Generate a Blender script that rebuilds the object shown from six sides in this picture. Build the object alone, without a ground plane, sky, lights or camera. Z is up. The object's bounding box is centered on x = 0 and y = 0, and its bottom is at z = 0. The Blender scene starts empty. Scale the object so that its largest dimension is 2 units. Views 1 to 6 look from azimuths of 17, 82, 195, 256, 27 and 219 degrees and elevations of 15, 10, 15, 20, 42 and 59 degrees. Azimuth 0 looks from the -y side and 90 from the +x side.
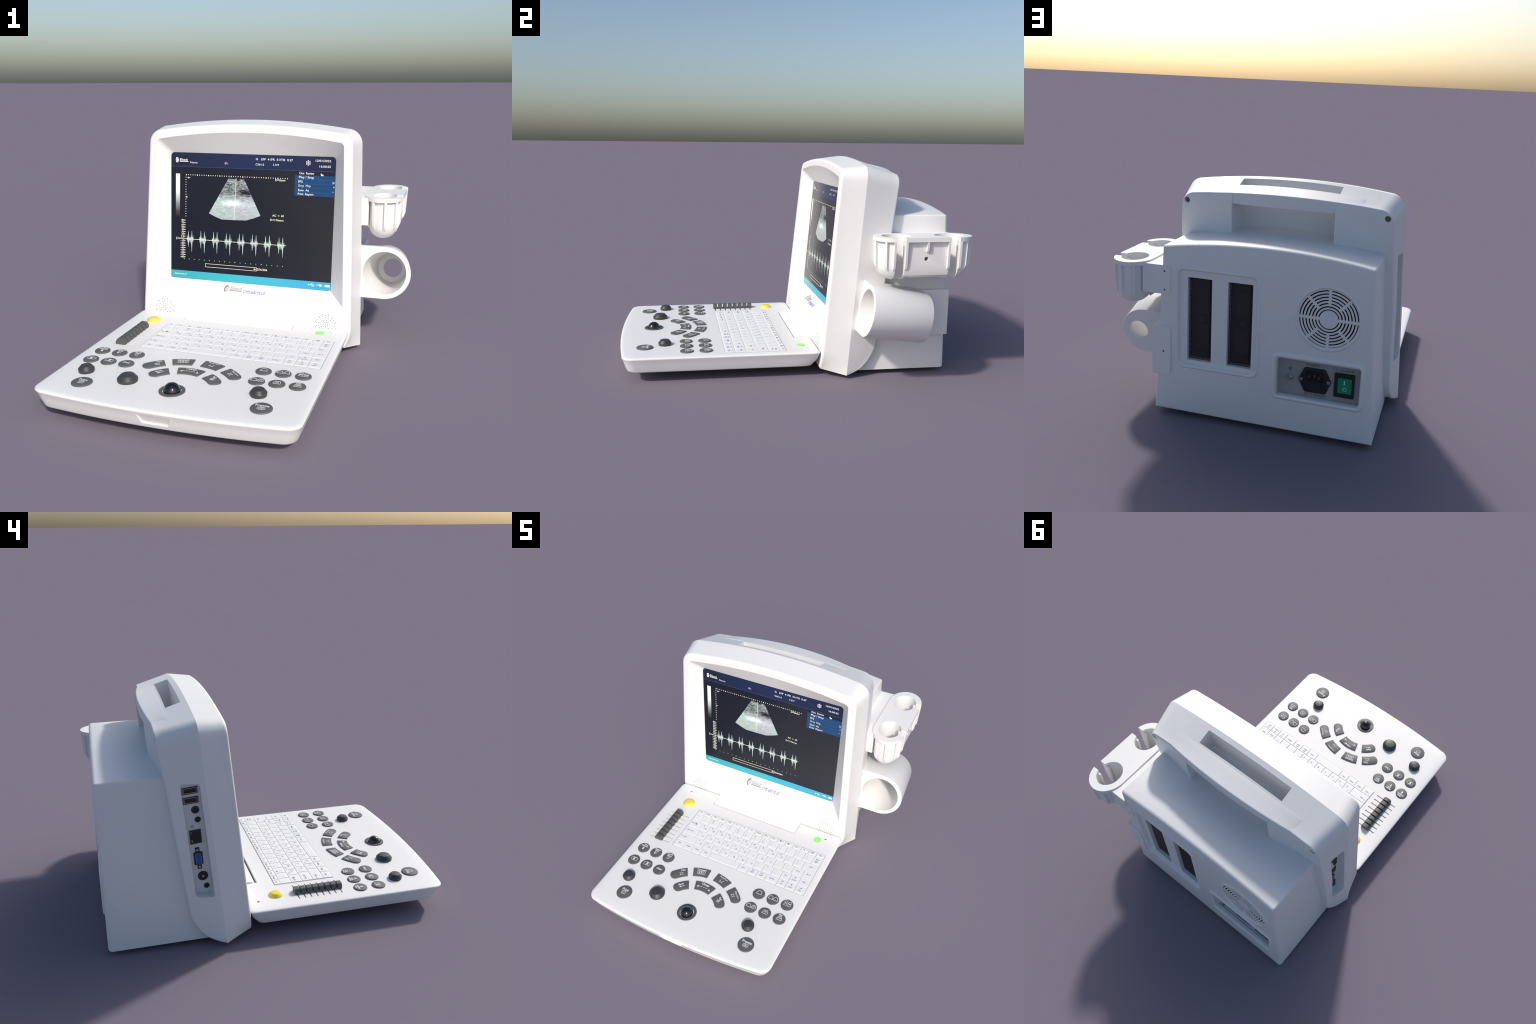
import bpy, math, random
from math import sin, cos, pi, radians, sqrt, atan2
from mathutils import Vector, Matrix

random.seed(7)
XC = -0.1285                      # mirror plane of the main body

# ------------------------------------------------------------------ materials
def node_mat(name, color, rough=0.45, metal=0.0, spec=0.5, vary=0.02, scale=40.0, coat=0.0):
    m = bpy.data.materials.new(name)
    m.use_nodes = True
    nt = m.node_tree
    b = nt.nodes["Principled BSDF"]
    b.inputs["Roughness"].default_value = rough
    b.inputs["Metallic"].default_value = metal
    b.inputs["Specular IOR Level"].default_value = spec
    b.inputs["Coat Weight"].default_value = coat
    tc = nt.nodes.new("ShaderNodeTexCoord")
    nz = nt.nodes.new("ShaderNodeTexNoise")
    nz.inputs["Scale"].default_value = scale
    nz.inputs["Detail"].default_value = 2.0
    nt.links.new(tc.outputs["Object"], nz.inputs["Vector"])
    rp = nt.nodes.new("ShaderNodeValToRGB")
    rp.color_ramp.elements[0].position = 0.3
    rp.color_ramp.elements[1].position = 0.7
    rp.color_ramp.elements[0].color = [c * (1 - vary) for c in color] + [1]
    rp.color_ramp.elements[1].color = [min(1, c * (1 + vary)) for c in color] + [1]
    nt.links.new(nz.outputs["Fac"], rp.inputs["Fac"])
    nt.links.new(rp.outputs["Color"], b.inputs["Base Color"])
    return m

WHITE = node_mat("white_plastic", (0.80, 0.793, 0.787), 0.42, vary=0.008)
HOLDER = node_mat("holder_plastic", (0.82, 0.81, 0.80), 0.5, vary=0.008)
KEYW = node_mat("key_plastic", (0.805, 0.805, 0.81), 0.5, vary=0.006)
TRAY = node_mat("key_gap_grey", (0.46, 0.46, 0.475), 0.6)
GREY = node_mat("button_rubber", (0.105, 0.106, 0.108), 0.55, vary=0.03)
KNOB = node_mat("knob_rubber", (0.040, 0.041, 0.043), 0.45, vary=0.03)
SLIDE = node_mat("slider_rubber", (0.085, 0.086, 0.088), 0.5, vary=0.03)
RING = node_mat("trackball_ring", (0.09, 0.09, 0.092), 0.45, vary=0.03)
BALL = node_mat("trackball_gloss", (0.004, 0.005, 0.007), 0.06, vary=0.02, coat=0.6)
YELLOW = node_mat("yellow_plastic", (0.78, 0.645, 0.08), 0.45)
GREEN = node_mat("green_plastic", (0.32, 0.87, 0.21), 0.45)
PRINTW = node_mat("white_print", (0.85, 0.85, 0.85), 0.6)
PRINTK = node_mat("grey_print", (0.14, 0.14, 0.15), 0.6)
PRINTB = node_mat("blue_print", (0.16, 0.24, 0.48), 0.6)
LOGOG = node_mat("logo_grey_print", (0.25, 0.245, 0.24), 0.6)
LOGOB = node_mat("logo_blue_print", (0.10, 0.05, 0.80), 0.6)
BLACK = node_mat("black_plastic", (0.010, 0.011, 0.014), 0.5)
DARK = node_mat("dark_void", (0.003, 0.003, 0.004), 0.8)
SLOTF = node_mat("slot_floor", (0.03, 0.03, 0.032), 0.7)  # base colour darkened for the shade inside the white deck's slider grooves
METAL = node_mat("brushed_steel", (0.45, 0.44, 0.42), 0.3, metal=1.0, vary=0.1, scale=120)
CONTACT = node_mat("copper_contact", (0.16, 0.11, 0.085), 0.4, metal=0.4)
PANELG = node_mat("panel_grey", (0.33, 0.33, 0.335), 0.5, vary=0.03)
PORTP = node_mat("port_panel_white", (0.70, 0.695, 0.70), 0.5, vary=0.01)
PANELT = node_mat("panel_print", (0.12, 0.12, 0.12), 0.6)
SWITCHG = node_mat("switch_green", (0.012, 0.27, 0.14), 0.3, vary=0.08)
VGAB = node_mat("blue_port", (0.02, 0.09, 0.50), 0.45, vary=0.05)
HOLEG = node_mat("screw_hole_grey", (0.22, 0.22, 0.22), 0.6)
LEDG = node_mat("port_led_green", (0.03, 0.30, 0.06), 0.4)
LEDY = node_mat("port_led_yellow", (0.35, 0.33, 0.02), 0.4)
GAPM = node_mat("gap_shadow_grey", (0.10, 0.10, 0.10), 0.7)
HGAP = node_mat("hinge_shadow_grey", (0.06, 0.06, 0.06), 0.7)

SCRTEXT = node_mat("screen_text", (0.80, 0.82, 0.86), 0.25, spec=0.3)
SCRWARM = node_mat("screen_text_warm", (0.85, 0.83, 0.68), 0.25, spec=0.3)
SCRLINE = node_mat("screen_line_cream", (0.80, 0.76, 0.62), 0.25, spec=0.3)
SCRMENU = node_mat("screen_menu_blue", (0.014, 0.066, 0.175), 0.25, spec=0.3, vary=0.12, scale=6)
SCRMENUK = node_mat("screen_menu_dark", (0.014, 0.016, 0.026), 0.25, spec=0.3)
SCRLOGO = node_mat("screen_logo_back", (0.012, 0.014, 0.02), 0.25, spec=0.3)
SCRRULE = node_mat("screen_rule", (0.05, 0.10, 0.28), 0.25, spec=0.3)

def ramp(nt, stops, interp="LINEAR"):
    r = nt.nodes.new("ShaderNodeValToRGB")
    r.color_ramp.interpolation = interp
    e = r.color_ramp.elements
    while len(e) > 1:
        e.remove(e[-1])
    e[0].position, e[0].color = stops[0][0], (*stops[0][1], 1)
    for p, c in stops[1:]:
        n = e.new(p)
        n.color = (*c, 1)
    return r

def math_node(nt, op, a, b=None):
    n = nt.nodes.new("ShaderNodeMath")
    n.operation = op
    for i, v in enumerate((a, b)):
        if v is None:
            continue
        if isinstance(v, (int, float)):
            n.inputs[i].default_value = v
        else:
            nt.links.new(v, n.inputs[i])
    return n.outputs[0]

def mix_node(nt, fac, a, b, mode="MIX"):
    n = nt.nodes.new("ShaderNodeMix")
    n.data_type = "RGBA"
    n.blend_type = mode
    for s, v in ((n.inputs["Factor"], fac), (n.inputs[6], a), (n.inputs[7], b)):
        if isinstance(v, (int, float)):
            s.default_value = v
        elif isinstance(v, tuple):
            s.default_value = (*v, 1)
        else:
            nt.links.new(v, s)
    return n.outputs[2]

def screen_material():
    m = bpy.data.materials.new("display_image")
    m.use_nodes = True
    nt = m.node_tree
    b = nt.nodes["Principled BSDF"]
    b.inputs["Roughness"].default_value = 0.25
    b.inputs["Specular IOR Level"].default_value = 0.35
    tc = nt.nodes.new("ShaderNodeTexCoord")
    sp = nt.nodes.new("ShaderNodeSeparateXYZ")
    nt.links.new(tc.outputs["Object"], sp.inputs[0])
    x = math_node(nt, "MULTIPLY", math_node(nt, "ADD", sp.outputs["X"], 0.62), 1 / 0.98)
    # dark picture area: slightly lighter and browner to the right, bluer below left
    body = ramp(nt, [(0.0, (0.009, 0.012, 0.021)), (0.5, (0.011, 0.014, 0.023)), (0.8, (0.018, 0.020, 0.027)), (1.0, (0.024, 0.025, 0.031))])
    nt.links.new(x, body.inputs["Fac"])
    nz = nt.nodes.new("ShaderNodeTexNoise")
    nz.inputs["Scale"].default_value = 2.2
    nz.inputs["Detail"].default_value = 1.0
    nt.links.new(tc.outputs["Object"], nz.inputs["Vector"])
    fac = ramp(nt, [(0.45, (0, 0, 0)), (0.75, (0.7, 0.7, 0.7))])
    nt.links.new(nz.outputs["Fac"], fac.inputs["Fac"])
    body2 = mix_node(nt, fac.outputs["Color"], body.outputs["Color"], (0.010, 0.011, 0.026))
    head = ramp(nt, [(0.0, (0.012, 0.018, 0.042)), (0.45, (0.016, 0.025, 0.080)), (0.8, (0.014, 0.022, 0.068)), (1.0, (0.012, 0.018, 0.046))])
    nt.links.new(x, head.inputs["Fac"])
    foot = ramp(nt, [(0.0, (0.048, 0.34, 0.40)), (0.4, (0.056, 0.43, 0.52)), (0.7, (0.056, 0.41, 0.58)), (1.0, (0.052, 0.37, 0.58))])
    nt.links.new(x, foot.inputs["Fac"])
    is_head = math_node(nt, "GREATER_THAN", sp.outputs["Z"], 1.004)
    is_foot = math_node(nt, "LESS_THAN", sp.outputs["Z"], 0.383)
    c = mix_node(nt, is_head, body2, head.outputs["Color"])
    c = mix_node(nt, is_foot, c, foot.outputs["Color"])
    nt.links.new(c, b.inputs["Base Color"])
    return m

def sector_material():
    m = bpy.data.materials.new("ultrasound_sector_image")
    m.use_nodes = True
    nt = m.node_tree
    b = nt.nodes["Principled BSDF"]
    b.inputs["Roughness"].default_value = 0.3
    b.inputs["Specular IOR Level"].default_value = 0.3
    tc = nt.nodes.new("ShaderNodeTexCoord")
    sp = nt.nodes.new("ShaderNodeSeparateXYZ")
    nt.links.new(tc.outputs["Object"], sp.inputs[0])
    depth = math_node(nt, "MULTIPLY", math_node(nt, "SUBTRACT", 0.95, sp.outputs["Z"]), 1 / 0.245)
    tone = ramp(nt, [(0.0, (0.08,) * 3), (0.06, (0.28,) * 3), (0.2, (0.27,) * 3), (0.36, (0.21,) * 3),
                     (0.5, (0.47,) * 3), (0.62, (0.58,) * 3), (0.8, (0.52,) * 3), (1.0, (0.46,) * 3)])
    nt.links.new(depth, tone.inputs["Fac"])
    mp = nt.nodes.new("ShaderNodeMapping")
    mp.inputs["Scale"].default_value = (42, 42, 120)
    mp.inputs["Rotation"].default_value = (0, 0.12, 0)
    nt.links.new(tc.outputs["Object"], mp.inputs["Vector"])
    n1 = nt.nodes.new("ShaderNodeTexNoise")
    n1.inputs["Scale"].default_value = 1.0
    n1.inputs["Detail"].default_value = 6.0
    n1.inputs["Distortion"].default_value = 0.6
    nt.links.new(mp.outputs["Vector"], n1.inputs["Vector"])
    n2 = nt.nodes.new("ShaderNodeTexNoise")
    n2.inputs["Scale"].default_value = 420.0
    nt.links.new(tc.outputs["Object"], n2.inputs["Vector"])
    streak = math_node(nt, "MULTIPLY", math_node(nt, "SUBTRACT", n1.outputs["Fac"], 0.5), 1.5)
    fade = math_node(nt, "SUBTRACT", 1.15, depth)
    v = math_node(nt, "ADD", tone.outputs["Color"], math_node(nt, "MULTIPLY", streak, fade))
    v = math_node(nt, "ADD", v, math_node(nt, "MULTIPLY", math_node(nt, "SUBTRACT", n2.outputs["Fac"], 0.5), 0.25))
    # bright echo in the middle of the sector
    dx = math_node(nt, "MULTIPLY", math_node(nt, "ADD", sp.outputs["X"], 0.235), 1 / 0.048)
    dz = math_node(nt, "MULTIPLY", math_node(nt, "SUBTRACT", sp.outputs["Z"], 0.803), 1 / 0.015)
    r2 = math_node(nt, "ADD", math_node(nt, "MULTIPLY", dx, dx), math_node(nt, "MULTIPLY", dz, dz))
    glow = math_node(nt, "POWER", 2.718, math_node(nt, "MULTIPLY", r2, -1.0))
    v = math_node(nt, "ADD", v, math_node(nt, "MULTIPLY", glow, 0.55))
    # dark band upper right
    dx = math_node(nt, "MULTIPLY", math_node(nt, "ADD", sp.outputs["X"], 0.155), 1 / 0.04)
    dz = math_node(nt, "MULTIPLY", math_node(nt, "SUBTRACT", sp.outputs["Z"], 0.865), 1 / 0.016)
    r2 = math_node(nt, "ADD", math_node(nt, "MULTIPLY", dx, dx), math_node(nt, "MULTIPLY", dz, dz))
    dark = math_node(nt, "POWER", 2.718, math_node(nt, "MULTIPLY", r2, -1.0))
    v = math_node(nt, "SUBTRACT", v, math_node(nt, "MULTIPLY", dark, 0.28))
    n3 = nt.nodes.new("ShaderNodeClamp")
    n3.inputs["Min"].default_value = 0.015
    nt.links.new(v, n3.inputs["Value"])
    tint = ramp(nt, [(0.0, (0.80, 0.98, 0.93)), (0.5, (0.82, 0.97, 0.97)), (0.70, (0.86, 0.90, 1.0)), (1.0, (0.80, 0.97, 0.96))])
    nt.links.new(math_node(nt, "MULTIPLY", math_node(nt, "ADD", sp.outputs["X"], 0.38), 1 / 0.32), tint.inputs["Fac"])
    c = mix_node(nt, 1.0, tint.outputs["Color"], n3.outputs[0], "MULTIPLY")
    nt.links.new(c, b.inputs["Base Color"])
    return m

def bar_material():
    m = node_mat("screen_grey_scale", (0.5, 0.5, 0.5), 0.25)
    nt = m.node_tree
    b = nt.nodes["Principled BSDF"]
    tc = nt.nodes.new("ShaderNodeTexCoord")
    sp = nt.nodes.new("ShaderNodeSeparateXYZ")
    nt.links.new(tc.outputs["Object"], sp.inputs[0])
    r = ramp(nt, [(0.0, (0.02, 0.016, 0.02)), (0.12, (0.06, 0.05, 0.05)), (0.3, (0.22, 0.25, 0.23)), (0.5, (0.55, 0.66, 0.58)), (0.62, (0.88, 0.9, 0.88))])
    nt.links.new(math_node(nt, "MULTIPLY", math_node(nt, "SUBTRACT", sp.outputs["Z"], 0.71), 1 / 0.25), r.inputs["Fac"])
    nt.links.new(r.outputs["Color"], b.inputs["Base Color"])
    return m

DISPLAY, SECTOR, GREYBAR = screen_material(), sector_material(), bar_material()

# ------------------------------------------------------------------ mesh helpers
SCENE = bpy.context.scene
ROOT = bpy.data.objects.new("ultrasound_scanner", None)
SCENE.collection.objects.link(ROOT)
ROOT["label"] = "white portable ultrasound machine with screen, keyboard and probe holder"
ROOT["category"] = "ultrasound machine"

def finish(me, angle=32):
    me.validate()
    for p in me.polygons:
        p.use_smooth = True
    me.set_sharp_from_angle(angle=radians(angle))

def obj(name, me, mat, parent=None, angle=32, stuff=False, smooth=True):
    if mat is not None and not me.materials:
        me.materials.append(mat)
    if smooth:
        finish(me, angle)
    o = bpy.data.objects.new(name, me)
    SCENE.collection.objects.link(o)
    o.parent = parent
    if stuff:
        o["kind"] = "stuff"
    return o

def mesh(verts, faces, name="m"):
    me = bpy.data.meshes.new(name)
    me.from_pydata([tuple(v) for v in verts], [], faces)
    me.update()
    return me

class Bag:
    """collects geometry to be joined into one mesh"""
    def __init__(self):
        self.v, self.f = [], []
    def add(self, verts, faces):
        o = len(self.v)
        self.v += [tuple(p) for p in verts]
        self.f += [tuple(i + o for i in f) for f in faces]
        return self
    def mesh(self, name="m"):
        return mesh(self.v, self.f, name)

def loft(loops, closed=True, cap0=False, cap1=False):
    """bridge loops that all have the same point count"""
    n = len(loops[0])
    v = [p for l in loops for p in l]
    f = []
    for k in range(len(loops) - 1):
        a, b = k * n, (k + 1) * n
        for i in range(n if closed else n - 1):
            j = (i + 1) % n
            f.append((a + i, a + j, b + j, b + i))
    if cap0:
        f.append(tuple(reversed(range(n))))
    if cap1:
        f.append(tuple(range((len(loops) - 1) * n, len(loops) * n)))
    return v, f

def recalc(me):
    import bmesh
    bm = bmesh.new()
    bm.from_mesh(me)
    bmesh.ops.recalc_face_normals(bm, faces=bm.faces)
    bm.to_mesh(me)
    bm.free()
    return me

def prism(outline, frame, h0, h1, bevel=0.0, steps=1, cap0=True):
    """outline: 2D points; frame(a,b,h)->3D; extruded from h0 to h1 with an optional rounded top edge"""
    def inset(pts, d):
        if d == 0:
            return pts
        n, out = len(pts), []
        area = sum(pts[i][0] * pts[(i + 1) % n][1] - pts[(i + 1) % n][0] * pts[i][1] for i in range(n))
        s = 1 if area > 0 else -1
        for i in range(n):
            p, q, r = Vector(pts[i - 1]), Vector(pts[i]), Vector(pts[(i + 1) % n])
            e1, e2 = (q - p), (r - q)
            if e1.length < 1e-9 or e2.length < 1e-9:
                out.append(tuple(q)); continue
            e1.normalize(); e2.normalize()
            n1, n2 = Vector((-e1.y, e1.x)) * s, Vector((-e2.y, e2.x)) * s
            m = n1 + n2
            m = m / max(0.3, m.length_squared / 2) if m.length > 1e-6 else n1
            out.append(tuple(q + m * d))
        return out
    sgn = 1 if h1 > h0 else -1
    loops = [[frame(a, b, h0) for a, b in outline]]
    if bevel:
        for k in range(steps + 1):
            t = k / steps * pi / 2
            ins = bevel * (1 - cos(t)); up = bevel * sin(t)
            loops.append([frame(a, b, h1 - sgn * (bevel - up)) for a, b in inset(outline, ins)])
    else:
        loops.append([frame(a, b, h1) for a, b in outline])
    return loft(loops, True, cap0, True)

def part(name, geo, mat, parent, angle=32, stuff=False):
    return obj(name, recalc(mesh(*geo)), mat, parent, angle, stuff)

def boxgeo(x0, x1, y0, y1, z0, z1):
    v = [(x, y, z) for x in (x0, x1) for y in (y0, y1) for z in (z0, z1)]
    return v, [(0, 1, 3, 2), (4, 6, 7, 5), (0, 4, 5, 1), (2, 3, 7, 6), (0, 2, 6, 4), (1, 5, 7, 3)]

def rrect(x0, x1, y0, y1, r, n=5):
    p = []
    for cx, cy, a in ((x1 - r, y1 - r, 0), (x0 + r, y1 - r, 90), (x0 + r, y0 + r, 180), (x1 - r, y0 + r, 270)):
        for k in range(n + 1):
            t = radians(a + 90 * k / n)
            p.append((cx + r * cos(t), cy + r * sin(t)))
    return p

def circle(cx, cy, r, n=24, ry=None, a0=0):
    return [(cx + r * cos(2 * pi * k / n + a0), cy + (ry or r) * sin(2 * pi * k / n + a0)) for k in range(n)]

def UP(a, b, h):     return (a, b, h)          # drawn on a horizontal plane
def BACK(a, b, h):   return (a, h, b)          # drawn on an x-z plane
def SIDE(a, b, h):   return (h, a, b)          # drawn on a y-z plane

def boolean(o, geo, op="DIFFERENCE", angle=32):
    c = bpy.data.objects.new("cutter", recalc(mesh(*geo)))
    SCENE.collection.objects.link(c)
    md = o.modifiers.new("cut", "BOOLEAN")
    md.operation, md.solver, md.object = op, "EXACT", c
    md.use_self = o.name.startswith("monitor")
    dg = bpy.context.evaluated_depsgraph_get()
    me = bpy.data.meshes.new_from_object(o.evaluated_get(dg))
    o.modifiers.clear()
    old = o.data
    o.data = me
    bpy.data.objects.remove(c)
    finish(me, angle)
    return o

# text, converted once per string from the built-in font, one unit high
_glyphs = {}
def glyphs(s, bold=0.0):
    bold = 0.0 if "M" in s else bold            # outlines of this letter do not survive thickening
    if (s, bold) not in _glyphs:
        cu = bpy.data.curves.new("t", "FONT")
        cu.body, cu.resolution_u, cu.extrude, cu.size = s, 2, 0.0, 1.0
        cu.offset = bold
        cu.align_x, cu.align_y = "CENTER", "CENTER"
        o = bpy.data.objects.new("t", cu)
        SCENE.collection.objects.link(o)
        dg = bpy.context.evaluated_depsgraph_get()
        me = bpy.data.meshes.new_from_object(o.evaluated_get(dg))
        v = [tuple(p.co) for p in me.vertices]
        f = [tuple(p.vertices) for p in me.polygons]
        bpy.data.objects.remove(o)
        bpy.data.meshes.remove(me)
        w = max(p[0] for p in v) - min(p[0] for p in v) if v else 1
        cx = (max(p[0] for p in v) + min(p[0] for p in v)) / 2 if v else 0
        cy = (max(p[1] for p in v) + min(p[1] for p in v)) / 2 if v else 0
        hgt = max(p[1] for p in v) - min(p[1] for p in v) if v else 1
        _glyphs[(s, bold)] = ([(p[0] - cx, p[1] - cy) for p in v], f, w, hgt)
    return _glyphs[(s, bold)]

class Print(Bag):
    """flat print (thin ink relief) on a surface frame(a, b, h)"""
    def __init__(self, frame, h0, thick=0.0006, tall=1.15, weight=0.0):
        super().__init__()
        self.frame, self.h, self.t, self.tall, self.weight = frame, h0, thick, tall, weight
    def text(self, s, x, y, size, width=None, rot=0.0, flip=1, bold=0.0, shear=0.0):
        v, f, w, hgt = glyphs(s, bold + self.weight)
        sx = width / w if width else size
        size = size * self.tall
        c, sn = cos(rot), sin(rot)
        pts = []
        for a, b in v:
            a, b = (a * sx + b * size * shear) * flip, b * size
            pts.append((x + a * c - b * sn, y + a * sn + b * c))
        self.add([self.frame(a, b, self.h + self.t) for a, b in pts], f)
        return self
    def stroke(self, pts, w, closed=False):
        n = len(pts)
        seg = range(n if closed else n - 1)
        for i in seg:
            p, q = Vector(pts[i]), Vector(pts[(i + 1) % n])
            d = q - p
            if d.length < 1e-9:
                continue
            d.normalize()
            m = Vector((-d.y, d.x)) * w / 2
            p, q = p - d * w * 0.45, q + d * w * 0.45
            quad = [p + m, p - m, q - m, q + m]
            self.slab([tuple(k) for k in quad])
        return self
    def slab(self, pts):
        n = len(pts)
        v = [self.frame(a, b, self.h + self.t) for a, b in pts] + [self.frame(a, b, self.h) for a, b in pts]
        f = [tuple(range(n))] + [(i, (i + 1) % n, n + (i + 1) % n, n + i) for i in range(n)]
        self.add(v, f)
        return self
    def done(self, name, mat, parent, stuff=True):
        return obj(name, mesh(self.v, self.f), mat, parent, 20, stuff)

# ------------------------------------------------------------------ monitor housing
def interp(x, table):
    for (a, va), (b, vb) in zip(table, table[1:]):
        if x <= b:
            return va + (vb - va) * max(0, (x - a)) / (b - a)
    return table[-1][1]

BACKCURVE = [(0.021, 0.330), (0.03, 0.362), (0.053, 0.417), (0.092, 0.458), (0.129, 0.484), (0.171, 0.503),
             (0.217, 0.511), (0.342, 0.527), (0.525, 0.55), (0.728, 0.575), (0.867, 0.59), (1.157, 0.634), (1.3, 0.65)]
y_front = lambda z: 0.182 + 0.0935 * (z - 0.14)
y_seam = lambda z: 0.323 + 0.089 * (z - 0.021)
y_back = lambda z: interp(z, BACKCURVE)
y_scr = lambda z: 0.343 + 0.083 * (z - 0.956)
h_front = lambda z: 0.631 - 0.037 * (z - 0.14) - (0.034 * max(0, (0.15 - z) / 0.105) ** 1.6)
h_seam = lambda z: 0.6660 - 0.0395 * (z - 0.021)
def h_back(z):
    w = min(1, max(0, (y_back(z) - y_seam(z)) / 0.15))
    return h_seam(z) * (1 - w) + interp(z, [(0.0, 0.632), (0.2, 0.6265), (0.355, 0.622), (0.6, 0.6175), (0.8, 0.606), (1.157, 0.5815), (1.3, 0.575)]) * w

NB, NS, NC, NT = 16, 30, 7, 28
def frame_loop(h, y, zb, ztop, r, ins=0.0, dy=0.0):
    """closed loop round a screen-like outline: bottom, right side, corner, arched top, corner, left side"""
    pts = []
    zt = lambda dx: ztop(dx) - ins
    zb = zb + ins
    r = max(0.004, r - ins)
    hz = lambda z: h(z) - ins
    wx = hz(1.15 if ztop(0) > 1.1 else ztop(0)) - r
    zc = zt(wx) - r
    hc = hz(zc)
    for k in range(NB):
        pts.append((-hz(zb) + 2 * hz(zb) * k / NB, zb))
    right = []
    for k in range(NS):
        z = zb + (zc - zb) * (k / NS) ** 1.5
        right.append((hz(z), z))
    corner = []
    for k in range(NC):
        t = k / NC * pi / 2
        corner.append((hc - r + r * cos(t), zc + (zt(hc - r) - zc) * sin(t)))
    pts += right + corner
    for k in range(NT):
        dx = (hc - r) * (1 - 2 * k / NT)
        pts.append((dx, zt(abs(dx))))
    pts += [(-hc + r, zt(hc - r))] + [(-a, b) for a, b in reversed(corner[1:])] + [(-hc, zc)] + [(-a, b) for a, b in reversed(right[1:])]
    return [(XC + a, y(b) + dy, b) for a, b in pts]

top_f = lambda dx: 1.256 - 0.135 * dx * dx
top_s = lambda dx: 1.274 - 0.140 * dx * dx
top_b = lambda dx: 1.209 - 0.105 * dx * dx

L_rec = frame_loop(lambda z: 0.5785 - 0.038 * (z - 0.28), y_front, 0.278, lambda dx: 1.211 - 0.155 * dx * dx, 0.025)
L_scr = frame_loop(lambda z: 0.4915, y_scr, 0.335, lambda dx: 1.0845, 0.022)
L_scr_in = [(a, b + 0.012, c) for a, b, c in L_scr]
ROUND = [k / 6 * pi / 2 for k in range(7)]
L_front = [frame_loop(h_front, y_front, 0.045, top_f, 0.075, 0.016 * (1 - sin(t)), 0.018 * (1 - cos(t))) for t in ROUND]
L_s = frame_loop(h_seam, y_seam, 0.021, top_s, 0.085)
L_back = [frame_loop(h_back, y_back, 0.0213, top_b, 0.085, 0.012 * (1 - cos(t)), -0.012 * (1 - sin(t))) for t in ROUND]
def between(a, b, t):
    return [tuple(Vector(p).lerp(Vector(q), t)) for p, q in zip(a, b)]
# the handle bar swells back a little in the middle, between two soft scallops
loops = [L_scr_in, L_scr, L_rec] + L_front + [between(L_front[-1], L_s, 0.33), between(L_front[-1], L_s, 0.67), L_s]
loops += [between(L_s, L_back[0], t) for t in (0.2, 0.4, 0.6, 0.8)] + L_back
hv, hf = loft(loops, True, cap0=True)
nloop = len(L_s)
base = (len(loops) - 1) * nloop
# back cap: strips from side to side, then the arched remainder
side_r = [base + NB + k for k in range(NS + 1)]
side_l = [base + (nloop - k) % nloop for k in range(NS + 1)]
hf.append(tuple([base + k for k in range(NB + 1)] + [side_r[1], side_l[1]]))
for k in range(1, NS):
    hf.append((side_l[k], side_r[k], side_r[k + 1], side_l[k + 1]))
hf.append(tuple(range(side_r[NS], side_l[NS] + 1)))
hme = recalc(mesh(hv, hf))
housing = obj("monitor_housing", hme, WHITE, ROOT, 18)

# carrying handle: slot through the top, open to the back
def ztop_mid(y, dx):
    return 1.3
cav = Bag()
cav.add(*boxgeo(XC - 0.281, XC + 0.281, 0.452, 0.72, 0.979, 1.1415))
boolean(housing, (cav.v, cav.f), angle=18)
def slotprof(z):   # leaning slot
    return 0.462 + 0.10 * (z - 1.25), 0.543 + 0.02 * (z - 1.25)
a0, b0 = slotprof(1.10); a1, b1 = slotprof(1.33)
v = [(XC + s * 0.2815, y, z) for s in (-1, 1) for y, z in ((a0, 1.10), (b0, 1.10), (b1, 1.33), (a1, 1.33))]
boolean(housing, (v, [(0, 1, 2, 3), (7, 6, 5, 4), (0, 4, 5, 1), (1, 5, 6, 2), (2, 6, 7, 3), (3, 7, 4, 0)]), angle=18)

# screw holes high on the back, recessed interface panel on the left flank
cut = Bag()
for s in (-1, 1):
    cut.add(*prism(circle(XC + s * 0.5495, 1.136, 0.0165, 14), BACK, 0.59, 0.70))
    cut.add(*prism(circle(XC + s * 0.614, 0.055, 0.014, 12), BACK, 0.37, 0.47))
PORTX = XC - 0.5885
shear_y = lambda z: 0.0873 * (z - 0.6)
pan = [(y + shear_y(z), z) for y, z in rrect(0.404, 0.500, 0.300, 0.925, 0.016)]
cut.add(*prism(pan, SIDE, PORTX, -0.9))
boolean(housing, (cut.v, cut.f), angle=18)
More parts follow.
